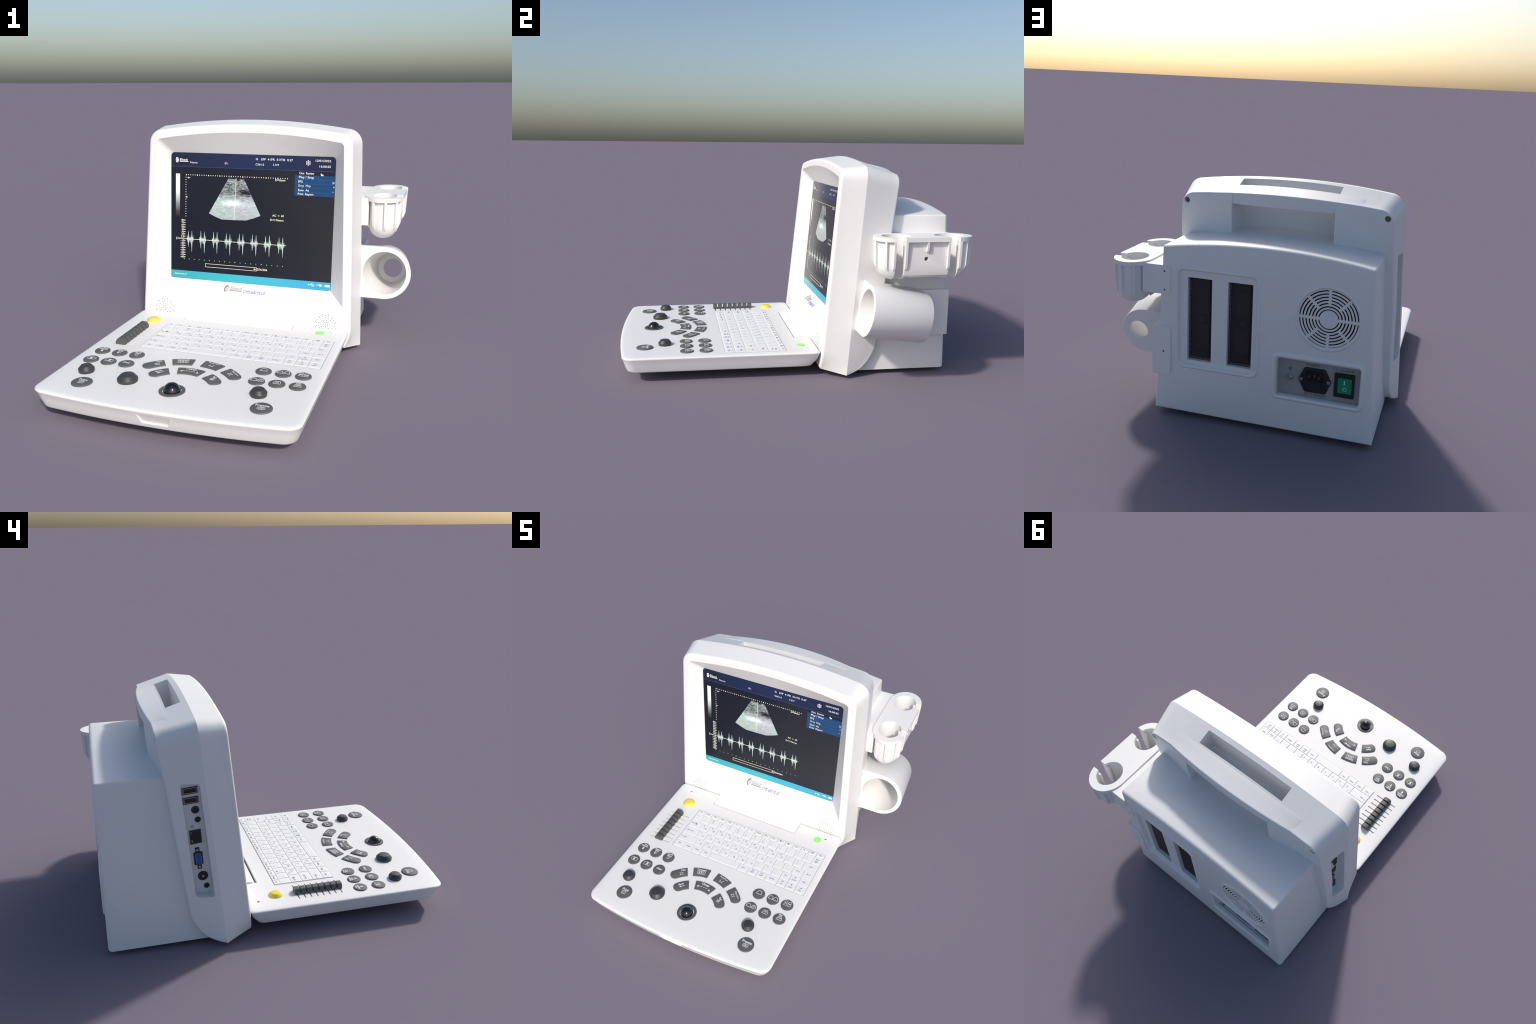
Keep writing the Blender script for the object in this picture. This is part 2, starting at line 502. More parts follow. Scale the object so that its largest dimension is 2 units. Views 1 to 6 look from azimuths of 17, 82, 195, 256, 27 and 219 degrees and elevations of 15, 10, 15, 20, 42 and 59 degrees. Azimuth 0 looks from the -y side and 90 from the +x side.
# grip of the handle: the bar swells backwards between two soft kinks
def swell_section(dx):
    w = max(0.0, 1 - (dx / 0.4145) ** 2)
    sink = 0.0025 * min(1, max(0, (abs(dx) - 0.4145) / 0.02))
    yb = 0.6365 + 0.0310 * w - sink
    zt = top_b(abs(dx)) - 0.0004 + 0.0034 * w - sink
    post = abs(dx) > 0.2815
    zb = 0.940 if post else 1.1425
    def w_at(z):                                     # the cheeks widen towards the case
        reach = 0.4145 + (1.19 - z) * 0.40
        return min(1, max(-0.03, (reach - abs(dx)) / (reach - 0.2815)))
    z0 = top_s(abs(dx)) + (top_b(abs(dx)) - top_s(abs(dx))) * 0.60 - 0.0010 - sink
    yl = y_back(zb)
    pts = [(yl - 0.03, zb), (0.555, zt - 0.03), (0.555, z0), (0.59, z0 + (zt - z0) * (0.035 / (yb - 0.567)) + 0.0006 + 0.0008 * w)]
    for k in range(7):
        t = pi / 2 * k / 6
        pts.append((yb - 0.012 + 0.012 * sin(t), zt - 0.012 + 0.012 * cos(t)))
    if post:
        pts += [(y_back(1.15) - 0.0006 + 0.026 * w_at(1.15), 1.15), (y_back(1.06) - 0.0006 + 0.034 * w_at(1.06), 1.06), (yl - 0.0006 + 0.041 * w_at(zb), zb)]
    else:
        pts += [(yb - 0.0015, 1.175), (yb - 0.003, 1.155), (yb - 0.006, zb)]
    return [(XC + dx, y, z) for y, z in pts]
DX = sorted(set([-0.507 + 1.014 * k / 56 for k in range(57)] + [0.2814, 0.2816, -0.2814, -0.2816, 0.4145, -0.4145]))
part("handle_grip", loft([swell_section(d) for d in DX], True, True, True), WHITE, housing, 25)
for s in (-1, 1):
    part("screw", prism(circle(XC + s * 0.5495, 1.136, 0.0162, 14), BACK, 0.59, 0.606), HOLEG, housing)

# hinge tongue between deck and display
tongue = [(0.0735, 0.08), (0.0740, 0.122), (0.0775, 0.138), (0.0845, 0.150), (0.095, 0.159), (0.110, 0.1645), (0.150, 0.1690), (0.195, 0.1735), (0.195, 0.08)]
part("hinge_cover", prism(tongue, SIDE, XC - 0.3145, XC + 0.3145), WHITE, housing, 40)

from mathutils.bvhtree import BVHTree
_tree = BVHTree.FromPolygons([v.co.copy() for v in housing.data.vertices], [tuple(p.vertices) for p in housing.data.polygons])
def ON_FACE(a, b, h):
    """point on the housing's front skin, seen from the front, lifted by h"""
    hit = _tree.ray_cast(Vector((a, -2, b)), Vector((0, 1, 0)))[0]
    return (a, (hit.y if hit else y_front(b)) - h, b)
# loudspeaker perforation
spk = Bag()
for s in (-1, 1):
    cx, cz = XC + s * 0.4885, 0.172
    for ring, count in ((0, 1), (0.013, 7), (0.026, 11), (0.039, 15), (0.052, 18), (0.060, 12)):
        for k in range(count):
            t = 2 * pi * k / count + ring * 31
            x, z = cx + ring * cos(t), cz + ring * sin(t)
            if z < 0.13:
                continue
            spk.add(*prism(circle(x, z, 0.0024, 6), ON_FACE, -0.002, 0.0007))
obj("speaker_hole", recalc(mesh(spk.v, spk.f)), GAPM, housing, 20, True)

# maker's mark and model number on the sloped lower lip
logo = Print(ON_FACE, 0.0008, 0.0006, 1.0, 0.002)
r = 0.0165
gz = 0.3095
cres = [(-0.2445 + r * cos(t), gz + 0.0140 * sin(t)) for t in [radians(75 + 190 * k / 16) for k in range(17)]]
cres += [(-0.2405 + 0.0125 * cos(t), gz - 0.002 + 0.0100 * sin(t)) for t in [radians(250 - 155 * k / 12) for k in range(13)]]
logo.slab(cres)                                      # shaded side of the globe
for k in range(6):                                   # hatched lit side
    q = -0.75 + 0.28 * k
    half = r * sqrt(1 - q * q)
    logo.stroke([(-0.2445 - half * 0.35, gz + 0.0140 * q - 0.0005), (-0.2445 + half * 0.92, gz + 0.0140 * q + 0.0010)], 0.0011)
logo.text("Elitech", -0.1865, 0.3125, 0.0190, 0.070, shear=0.25)
logo.stroke([(-0.224, 0.3030), (-0.152, 0.3030)], 0.0026)
logo.stroke([(-0.149, 0.3205), (-0.143, 0.3205)], 0.0010)
logo.stroke([(-0.146, 0.3180), (-0.146, 0.3230)], 0.0010)
logo.done("maker_mark", LOGOG, housing)
model = Print(ON_FACE, 0.0008, 0.0006, 1.2, 0.006)
model.text("CMS-600 PLUS", -0.0735, 0.3030, 0.0140, 0.132, shear=0.3)
model.done("model_lettering", LOGOB, housing)

# ------------------------------------------------------------------ screen and its picture
def SCR(a, b, h):
    return (a, y_scr(b) - h, b)
scr_out = rrect(XC - 0.4895, XC + 0.4895, 0.3365, 1.083, 0.021, 6)
screen = part("screen", prism(scr_out, SCR, -0.004, 0.0012), DISPLAY, ROOT)
H = 0.0016
def tile(name, x0, x1, z0, z1, mat, h=H):
    return part(name, prism([(x0, z0), (x1, z0), (x1, z1), (x0, z1)], SCR, 0.0, h), mat, screen)
tile("screen_menu", 0.134, 0.3605, 0.865, 0.9795, SCRMENU)
tile("screen_menu_title", 0.137, 0.3605, 0.9805, 1.0035, SCRMENUK)
tile("screen_logo_tile", -0.595, -0.509, 1.018, 1.061, SCRLOGO)
tile("grey_scale_bar", -0.589, -0.563, 0.711, 0.961, GREYBAR)
rules = Print(SCR, 0.0018, 0.0003)
for z in (0.957, 0.9325, 0.909, 0.886):
    rules.stroke([(0.135, z), (0.360, z)], 0.0014)
rules.stroke([(-0.616, 1.0035), (0.360, 1.0035)], 0.0016)
rules.done("menu_rule", SCRRULE, screen)
# sector image
secpts = []
for k in range(9):
    t = k / 8
    secpts.append((-0.255 + 0.087 * t, 0.952 - 0.002 * t - 0.012 * sin(pi * t)))
secpts += [(-0.062, 0.739), (-0.105, 0.7215), (-0.148, 0.7075), (-0.222, 0.7055), (-0.297, 0.7045), (-0.338, 0.7185), (-0.378, 0.737)]
part("sector_image", prism(secpts, SCR, 0.0, H), SECTOR, screen)
ln = Print(SCR, 0.0018, 0.0003)
ln.stroke([(-0.213, 0.946), (-0.2215, 0.706)], 0.0028)
ln.stroke([(-0.535, 0.577), (0.094, 0.577)], 0.0030)
ln.stroke([(-0.397, 0.4355), (-0.077, 0.4355), (-0.077, 0.416), (-0.397, 0.416)], 0.0024, True)
ln.done("screen_guide_line", SCRLINE, screen)
tx = Print(SCR, 0.0018, 0.0003)
B1 = 0.012
tx.stroke([(-0.581, 1.033), (-0.581, 1.049)], 0.014)
tx.slab(circle(-0.580, 1.041, 0.0105, 14))
tx.text("Elitech", -0.5385, 1.0435, 0.018, 0.05, bold=B1)
tx.stroke([(-0.563, 1.0325), (-0.511, 1.0325)], 0.0035)
tx.text("Name:", -0.474, 1.029, 0.014, 0.047)
tx.text("ID:", -0.273, 1.030, 0.014, 0.020)
tx.text("G   2/IP  4 /FR  51/TIS  0.27", 0.0115, 1.060, 0.0145, 0.217, bold=B1)
tx.text("C361-2", -0.0725, 1.030, 0.0135, 0.051, bold=B1)
tx.text("3.5M", 0.022, 1.031, 0.0135, 0.034, bold=B1)
tx.text("13/01/2022", 0.2925, 1.062, 0.0145, 0.086, bold=B1)
tx.text("16:00:25", 0.3035, 1.031, 0.0145, 0.064, bold=B1)
for k in range(3):
    t = pi / 2 + k * pi / 3
    tx.stroke([(0.208 - 0.014 * cos(t), 1.048 - 0.0155 * sin(t)), (0.208 + 0.014 * cos(t), 1.048 + 0.0155 * sin(t))], 0.0022)
tx.stroke(circle(0.208, 1.048, 0.0125, 6, 0.0135, pi / 2), 0.0020, True)
for s, cx, w, z in (("Cine  Review", 0.201, 0.086, 0.991), ("Play / Stop", 0.2005, 0.086, 0.967), ("FPS", 0.167, 0.026, 0.944),
                    ("Gray  Map", 0.190, 0.072, 0.920), ("Save  As", 0.1855, 0.063, 0.897), ("Print  Report", 0.199, 0.090, 0.8735)):
    tx.text(s, cx, z, 0.0155, w, bold=B1)
tx.text("20", 0.3535, 0.943, 0.0135, 0.012, bold=B1)
tx.text("4", 0.3565, 0.920, 0.0135, 0.006, bold=B1)
tx.text("...", 0.3535, 0.893, 0.0135, 0.011, bold=B1)
tx.slab([(0.282, 0.993), (0.285, 0.993), (0.286, 0.988), (0.296, 0.986), (0.296, 0.979), (0.285, 0.979), (0.280, 0.985)])
tx.text("Abdominal", -0.5575, 0.363, 0.0125, 0.077)
# connection symbols bottom right
tx.stroke([(0.233, 0.363), (0.268, 0.363)], 0.0026)
tx.stroke([(0.243, 0.363), (0.250, 0.3695), (0.257, 0.3695)], 0.0022)
tx.stroke([(0.249, 0.363), (0.255, 0.357), (0.261, 0.357)], 0.0022)
tx.slab(circle(0.235, 0.363, 0.0045, 10)); tx.slab(circle(0.262, 0.357, 0.003, 8))
tx.slab([(0.290, 0.366), (0.297, 0.370), (0.305, 0.370), (0.313, 0.366), (0.309, 0.358), (0.300, 0.357)])
tx.stroke([(0.283, 0.364), (0.292, 0.367)], 0.003)
tx.slab(rrect(0.329, 0.357, 0.357, 0.3695, 0.002, 2))
tx.done("screen_lettering", SCRTEXT, screen)

warm = Print(SCR, 0.0018, 0.0003)
for k in range(45):
    x = -0.522 + 0.614 * k / 44
    w = 0.0052 if k % 5 == 0 else 0.0036
    warm.slab([(x - w / 2, 0.9575 - w), (x + w / 2, 0.9575 - w), (x + w / 2, 0.9575 + 0.002), (x - w / 2, 0.9575 + 0.002)])
for k in range(1, 18):
    z = 0.956 - 0.243 * k / 17
    warm.slab([(-0.528, z - 0.0013), (-0.521, z - 0.0013), (-0.521, z + 0.0013), (-0.528, z + 0.0013)])
warm.stroke([(-0.513, 0.9395), (-0.499, 0.9395)], 0.003)
warm.slab([(-0.515, 0.9395), (-0.507, 0.9455), (-0.507, 0.9335)])
warm.stroke([(-0.522, 0.831), (-0.514, 0.826), (-0.522, 0.821)], 0.0022)
warm.text("D=0mm", 0.0505, 0.9465, 0.0145, 0.058, bold=B1)
warm.text("AC  =  60", 0.043, 0.7455, 0.0145, 0.068, bold=B1)
warm.text("D=176mm", 0.0365, 0.7200, 0.0145, 0.079, bold=B1)
for k in range(17):
    z = 0.688 - 0.221 * k / 16
    val = 80 - 10 * k
    if val == 0:
        warm.text("[cm/s]", -0.560, 0.577, 0.0135, 0.050, bold=B1)
    else:
        warm.text(str(val), -0.5425 if val > 0 else -0.5455, z, 0.0125, 0.019 if val > 0 else 0.026, bold=B1)
    warm.stroke([(-0.531, z), (-0.526, z)], 0.0024)
for k in range(20):
    x = -0.534 + 0.613 * k / 19
    warm.slab(rrect(x - 0.0014, x + 0.0014, 0.4535, 0.458 + (0.002 if k % 5 == 0 else 0), 0.0004, 1))
warm.text("256/256", -0.044, 0.4265, 0.0145, 0.062, bold=B1)
warm.stroke([(-0.095, 0.426), (-0.082, 0.426)], 0.003)
warm.slab([(-0.096, 0.426), (-0.088, 0.432), (-0.088, 0.420)])
warm.done("screen_scale", SCRWARM, screen)
# doppler trace: pairs of spikes on fuzzy shoulders
PULSE = node_mat("doppler_trace", (0.56, 0.68, 0.65), 0.3, vary=0.45, scale=260)
pu = Print(SCR, 0.0016, 0.0002)
rng = random.Random(3)
def spindle(x, up, dn, w):
    pu.slab([(x - w, 0.577), (x - w * 0.55, 0.577 - dn * 0.35), (x - 0.0004, 0.577 - dn), (x + 0.0004, 0.577 - dn), (x + w * 0.55, 0.577 - dn * 0.35),
             (x + w, 0.577), (x + w * 0.5, 0.577 + up * 0.4), (x + 0.0004, 0.577 + up), (x - 0.0004, 0.577 + up), (x - w * 0.5, 0.577 + up * 0.4)])
for k in range(8):
    cx = -0.4965 + 0.0801 * k
    j = lambda a: 1 + rng.uniform(-a, a)
    spindle(cx - 0.0112, 0.050 * j(0.1), 0.048 * j(0.1), 0.0050)
    spindle(cx + 0.0112, 0.050 * j(0.1), 0.076 * j(0.1), 0.0050)
    for i in range(13):
        x = cx - 0.0195 + 0.039 * i / 12
        edge = 1 - abs(i - 6) / 8
        spindle(x, 0.017 * j(0.45) * (0.55 + 0.5 * (i % 3 == 0)), 0.019 * j(0.45) * (0.55 + 0.5 * edge), 0.0019)
pu.done("doppler_spike", PULSE, screen)

# ------------------------------------------------------------------ rear case
h_case = lambda z: 0.597 - 0.0515 * (z - 0.027)
top_case = lambda dx: 0.994 - 0.160 * dx * dx
cl = [frame_loop(h_case, lambda z: 0.0, 0.027, top_case, 0.012, i, y) for y, i in
      ((0.40, 0.0), (0.62, 0), (0.80, 0), (0.922, 0), (0.932, 0.0028), (0.9385, 0.009), (0.9405, 0.018))]
case = obj("rear_case", recalc(mesh(*loft(cl, True, True, True))), WHITE, ROOT)
YB = 0.9405
cut = Bag()
PFLOOR = 0.9005
CFLOOR = YB - 0.011
cut.add(*prism(rrect(-0.118 + 0.020, 0.348 - 0.020, 0.2905 + 0.020, 0.853 - 0.020, 0.028), BACK, YB + 0.02, CFLOOR))
boolean(case, (cut.v, cut.f))
cut = Bag()
cut.add(*prism(rrect(-0.646, -0.2135, 0.2225, 0.4335, 0.014), BACK, YB + 0.02, PFLOOR))
SOCK = [(0.149, 0.283), (-0.0715, 0.0625)]
for x0, x1 in SOCK:
    cut.add(*prism([(x0, 0.335), (x1, 0.335), (x1, 0.7925), (x0, 0.7925)], BACK, YB + 0.02, 0.900))
cut.add(*prism(circle(-0.467, 0.670, 0.152, 48), BACK, YB + 0.02, YB - 0.026))
boolean(case, (cut.v, cut.f))
def rim(outline_of, prof):
    """raised bead round an opening; prof: (inset, height above the back wall)"""
    return loft([[(a, YB + h, b) for a, b in outline_of(i)] for i, h in prof], True)
bead = lambda x0, x1, z0, z1, r: (lambda i: rrect(x0 + i, x1 - i, z0 + i, z1 - i, max(0.006, r - i), 7))
part("panel_rim", rim(bead(-0.118, 0.348, 0.2905, 0.853, 0.048), [(-0.002, -0.002), (0.0, 0.0), (0.0035, 0.0042), (0.008, 0.0078), (0.012, 0.0088), (0.016, 0.0070), (0.020, 0.002), (0.024, -0.008), (0.0255, -0.0125)]), WHITE, case, 40)
part("panel_rim", rim(bead(-0.6690, -0.1865, 0.2025, 0.460, 0.036), [(-0.002, -0.002), (0.0, 0.0), (0.0045, 0.0050), (0.010, 0.0086), (0.0145, 0.0093), (0.019, 0.0078), (0.0225, 0.004), (0.0245, -0.003), (0.0247, -0.020)]), WHITE, case, 40)
part("fan_rim", rim(lambda i: circle(-0.465, 0.673, 0.1725 - i, 56), [(-0.002, -0.002), (0.0, 0.0), (0.004, 0.0050), (0.008, 0.0085), (0.0115, 0.0090), (0.015, 0.0065), (0.019, 0.001), (0.0215, -0.003), (0.0217, -0.012)]), WHITE, case, 40)

# fan grille: black well, rings and spokes
part("fan_well", prism(circle(-0.467, 0.670, 0.1495, 48), BACK, YB - 0.0255, YB - 0.018), DARK, case)
FY0, FY1 = YB - 0.0055, YB - 0.0010
gr = Bag()
gr.add(*prism(circle(-0.467, 0.670, 0.0475, 32), BACK, FY0, FY1))
pitch = (0.1475 - 0.0497) / 6
def annulus(r0, r1, a0=0, a1=2 * pi, n=56):
    full = a1 - a0 > 6.28
    m = n if full else n + 1
    ts = [a0 + (a1 - a0) * k / n for k in range(m)]
    L = [[(-0.467 + r * cos(t), y, 0.670 + r * sin(t)) for t in ts] for r, y in ((r0, FY0), (r0, FY1), (r1, FY1), (r1, FY0), (r0, FY0))]
    return loft([list(c) for c in zip(*L)], False) if False else loft(L, full)
for k in range(6):
    r = 0.0497 + pitch * k
    gr.add(*annulus(r + 0.0034, r + pitch - 0.0034))
gr.add(*annulus(0.1475 + 0.0030, 0.1535))
for k in range(8):
    t = k * pi / 4
    r0 = 0.045 if k % 4 == 0 else 0.078
    d, m = Vector((cos(t), sin(t))), Vector((-sin(t), cos(t))) * 0.0072
    c = Vector((-0.467, 0.670))
    q = [c + d * r0 + m, c + d * r0 - m, c + d * 0.1505 - m, c + d * 0.1505 + m]
    gr.add(*prism([tuple(p) for p in q], BACK, FY0, FY1 - 0.0003))
obj("fan_grille", recalc(mesh(gr.v, gr.f)), WHITE, case)

# probe sockets
for x0, x1 in SOCK:
    zc = 0.5637
    s = part("probe_socket", prism([(x0 + 0.0005, 0.3355), (x1 - 0.0005, 0.3355), (x1 - 0.0005, 0.792), (x0 + 0.0005, 0.792)], BACK, 0.899, 0.906), BLACK, case)
    b = Bag()
    b.add(*prism(rrect(x0 + 0.017, x1 - 0.014, 0.352, 0.785, 0.012), BACK, 0.903, 0.911, 0.002))
    part("socket_insert", (b.v, b.f), BLACK, case)
    rim = Bag()
    for k in range(16):
        z = 0.345 + 0.43 * k / 15
        rim.add(*boxgeo(x1 - 0.011, x1 - 0.003, 0.905, 0.9085, z, z + 0.024))
        if k > 11:
            rim.add(*boxgeo(x0 + 0.003, x0 + 0.009, 0.905, 0.9085, z, z + 0.024))
    for k in range(5):
        x = x0 + 0.006 + (x1 - x0 - 0.012) * k / 5
        rim.add(*boxgeo(x, x + 0.022, 0.905, 0.9085, 0.338, 0.349))
    obj("socket_spring_contact", recalc(mesh(rim.v, rim.f)), node_mat("dull_steel", (0.11, 0.11, 0.11), 0.4, metal=0.5), case, 20, True)
    pins = Bag()
    for zz in ((0.414, 0.533), (0.604, 0.729)):
        for r in range(13):
            for c in range(6):
                x = x0 + 0.032 + 0.0545 * c / 5
                z = zz[0] + (zz[1] - zz[0]) * r / 12
                pins.add(*boxgeo(x - 0.0017, x + 0.0017, 0.910, 0.9118, z - 0.0011, z + 0.0011))
    obj("socket_pin", recalc(mesh(pins.v, pins.f)), CONTACT, case, 20, True)
    part("lock_spindle", prism(circle(x0 + 0.057, 0.567, 0.019, 16), BACK, 0.909, 0.9125, 0.002), node_mat("dark_grey_plastic", (0.018, 0.018, 0.02), 0.4), case)

# power panel
YP = PFLOOR
PDX, PDZ = 0.0035, -0.0080            # the panel lies deep, its fittings sit a little lower
OLDBACK = BACK
def BACK(a, b, h):
    return (a + PDX, h, b + PDZ)
part("power_panel", prism(rrect(-0.6455, -0.214, 0.223, 0.433, 0.0135), OLDBACK, YP - 0.002, YP + 0.0015), PANELG, case)
YP += 0.0015
iec = [(-0.326, 0.33), (-0.331, 0.338), (-0.354, 0.388), (-0.362, 0.395), (-0.461, 0.395), (-0.469, 0.388), (-0.494, 0.338), (-0.499, 0.329),
       (-0.494, 0.320), (-0.474, 0.268), (-0.465, 0.261), (-0.366, 0.261), (-0.357, 0.268), (-0.331, 0.320)]
part("power_inlet", prism(iec, BACK, YP - 0.001, YP + 0.008, 0.002), BLACK, case)
sock = [(-0.366, 0.372), (-0.376, 0.382), (-0.448, 0.382), (-0.460, 0.370), (-0.462, 0.322), (-0.366, 0.322)]
part("inlet_well", prism(sock, BACK, YP + 0.007, YP + 0.0088), DARK, case)
part("fuse_drawer", prism(rrect(-0.458, -0.370, 0.270, 0.314, 0.004, 2), BACK, YP + 0.007, YP + 0.011, 0.001), BLACK, case)
for x, z in ((-0.383, 0.349), (-0.412, 0.356), (-0.435, 0.346)):
    part("inlet_pin", prism([(x - 0.002, z - 0.006), (x + 0.002, z - 0.006), (x + 0.002, z + 0.006), (x - 0.002, z + 0.006)], BACK, YP + 0.008, YP + 0.0105), METAL, case)
for x in (-0.341, -0.485):
    part("screw", prism(circle(x, 0.328, 0.0095, 14), BACK, YP + 0.007, YP + 0.0105, 0.002), METAL, case)
part("switch_frame", prism(rrect(-0.617, -0.5145, 0.262, 0.391, 0.004, 2), BACK, YP - 0.001, YP + 0.012, 0.002), BLACK, case)
rock = [(0.287, 0.010), (0.287, 0.0135), (0.330, 0.0165), (0.372, 0.0215), (0.372, 0.010)]
part("rocker_switch", prism(rock, lambda a, b, h: (h + PDX, YP + b, a + PDZ), -0.605, -0.534), SWITCHG, case)
sw = Print(lambda a, b, h: (a + PDX, YP + interp(b, [(0.287, 0.0135), (0.330, 0.0165), (0.372, 0.0215)]) + h, b + PDZ), 0.0006)
sw.stroke([(-0.5675, 0.340), (-0.5675, 0.358)], 0.0055)
sw.stroke(circle(-0.570, 0.311, 0.0085, 14, 0.0095), 0.0035, True)
sw.done("switch_mark", PRINTW, case)
post = Bag()
post.add(*prism(circle(-0.281, 0.329, 0.0195, 18), BACK, YP - 0.001, YP + 0.006, 0.002))
post.add(*prism(circle(-0.281, 0.329, 0.013, 6), BACK, YP + 0.004, YP + 0.014, 0.002))
post.add(*prism(circle(-0.281, 0.329, 0.0075, 14), BACK, YP + 0.004, YP + 0.036, 0.002))
part("ground_terminal", (post.v, post.f), METAL, case)
MIR = lambda a, b, h: (a + PDX, YP + h, b + PDZ)
pp = Print(MIR, 0.0005)
pp.text("50Hz/60Hz", -0.400, 0.4105, 0.0165, 0.074, flip=-1)
pp.text("T3.15AH250V", -0.430, 0.249, 0.0165, 0.088, flip=-1)
pp.text("AC ON/OFF", -0.576, 0.4055, 0.0165, 0.073, flip=-1)
pp.stroke([(-0.515 - 0.017 * k / 8, 0.406 + 0.0035 * sin(2 * pi * k / 8)) for k in range(9)], 0.0015)
pp.stroke(rrect(-0.378, -0.362, 0.2455, 0.2525, 0.003, 2), 0.0013, True)
pp.stroke([(-0.382, 0.249), (-0.358, 0.249)], 0.0012)
pp.stroke([(-0.2812, 0.394), (-0.2812, 0.380)], 0.0016)
pp.stroke([(-0.270, 0.380), (-0.2925, 0.380), (-0.2812, 0.362)], 0.0016, True)
pp.stroke(circle(-0.2812, 0.3735, 0.005, 10), 0.0014, True)
pp.done("panel_lettering", PANELT, case)

BACK = OLDBACK
# rubber feet under the case
for x in (-0.60, 0.34):
    for y in (0.48, 0.86):
        part("foot", prism(circle(x, y, 0.032, 20), UP, 0.030, 0.0, 0.004), BLACK, case)

# ------------------------------------------------------------------ interface ports on the left flank
def PORT(a, b, h):
    return (PORTX - h, a, b)
def sheared(pts, zc):
    return [(y + 0.0873 * (z - zc), z) for y, z in pts]
part("port_panel", prism([(y + shear_y(z), z) for y, z in rrect(0.4045, 0.4995, 0.3005, 0.9245, 0.0155)], PORT, -0.004, 0.0015), PORTP, housing)
P0 = 0.0015
for zc, yc in ((0.882, 0.478), (0.830, 0.475)):
    usb = [(yc - 0.039, zc - 0.015), (yc + 0.039, zc - 0.0215), (yc + 0.041, zc + 0.0155), (yc - 0.0375, zc + 0.0215)]
    part("usb_port", prism(usb, PORT, P0 - 0.001, P0 + 0.003), BLACK, housing)
    pr = Print(PORT, P0 + 0.003, 0.0012)
    c = Vector((yc, zc))
    inner = [tuple(c + (Vector(p) - c) * Matrix.Diagonal((0.88, 0.72))) if False else (yc + (p[0] - yc) * 0.86, zc + (p[1] - zc) * 0.70) for p in usb]
    pr.stroke(inner, 0.0026, True)
    pr.stroke([inner[1], inner[2]], 0.007)
    pr.stroke([inner[0], inner[3]], 0.005)
    pr.done("port_shell", METAL, housing, False)
for yc, zc, r in ((0.4545, 0.777, 0.0205), (0.444, 0.723, 0.0155), (0.4285, 0.402, 0.027), (0.411, 0.3425, 0.0150)):
    part("round_socket", prism(circle(yc, zc, r, 14), PORT, P0 - 0.001, P0 + 0.005, 0.002), BLACK, housing)
ring = Print(PORT, P0 + 0.005, 0.002)
ring.stroke(circle(0.4285, 0.402, 0.0175, 20), 0.006, True)
ring.slab(circle(0.4285, 0.402, 0.006, 12))
ring.done("coaxial_ring", METAL, housing, False)
ring = Print(PORT, P0 + 0.005, 0.0008)
for yc, zc, r in ((0.444, 0.723, 0.0085), (0.411, 0.3425, 0.0085), (0.4545, 0.777, 0.0165)):
    ring.stroke(circle(yc, zc, r, 16), 0.0018, True)
ring.done("socket_rim", GAPM, housing, False)
lan = [(0.4265, 0.594), (0.4865, 0.588), (0.4905, 0.665), (0.4315, 0.670)]
part("network_port", prism(lan, PORT, P0 - 0.001, P0 + 0.004), BLACK, housing)
pr = Print(PORT, P0 + 0.004, 0.0008)
lc = (0.459, 0.629)
pr.stroke([(lc[0] + (a - lc[0]) * 0.9, lc[1] + (b - lc[1]) * 0.93) for a, b in lan], 0.0025, True)
pr.done("network_port_shell", GAPM, housing, False)
part("port_light", prism(sheared(rrect(0.477, 0.485, 0.648, 0.658, 0.001, 1), 0.653), PORT, P0 + 0.003, P0 + 0.006), LEDG, housing)
part("port_light", prism(sheared(rrect(0.473, 0.480, 0.600, 0.612, 0.001, 1), 0.606), PORT, P0 + 0.003, P0 + 0.006), LEDY, housing)
vb = Bag()
vb.add(*prism([(0.423, 0.473), (0.469, 0.469), (0.4735, 0.539), (0.428, 0.543)], PORT, P0 - 0.001, P0 + 0.004))
vb.add(*prism([(0.441, 0.541), (0.463, 0.539), (0.4645, 0.567), (0.443, 0.569)], PORT, P0 - 0.001, P0 + 0.003))
vb.add(*prism([(0.4315, 0.446), (0.4535, 0.444), (0.4555, 0.473), (0.4335, 0.474)], PORT, P0 - 0.001, P0 + 0.003))
part("video_port", (vb.v, vb.f), BLACK, housing)
blue = sheared(rrect(0.4345, 0.4625, 0.4745, 0.5375, 0.008, 3), 0.506)
pr = Print(PORT, P0 + 0.004, 0.0045)
pr.stroke(blue, 0.0022, True)
pr.done("video_port_shell", METAL, housing, False)
part("video_port_insert", prism(blue, PORT, P0 + 0.003, P0 + 0.0065), VGAB, housing)
pr = Print(PORT, P0 + 0.0065, 0.0004)
for c in range(3):
    for r in range(5):
        y, z = 0.441 + 0.0075 * c, 0.484 + 0.011 * r + (0.0045 if c == 1 else 0)
        pr.slab(circle(y + 0.0873 * (z - 0.506), z, 0.0017, 6))
pr.done("video_pin_hole", BLACK, housing)
for y, z in ((0.4535, 0.555), (0.4445, 0.459)):
    part("screw", prism(circle(y, z, 0.0075, 6), PORT, P0 + 0.002, P0 + 0.008, 0.001), METAL, housing)
pr = Print(PORT, P0, 0.0006)
pr.stroke(circle(0.474, 0.688, 0.006, 12), 0.0018, True)
pr.stroke([(0.480, 0.684), (0.480, 0.690)], 0.003)
pr.stroke([(0.468, 0.684), (0.468, 0.690)], 0.003)
pr.done("port_symbol", PANELT, housing)

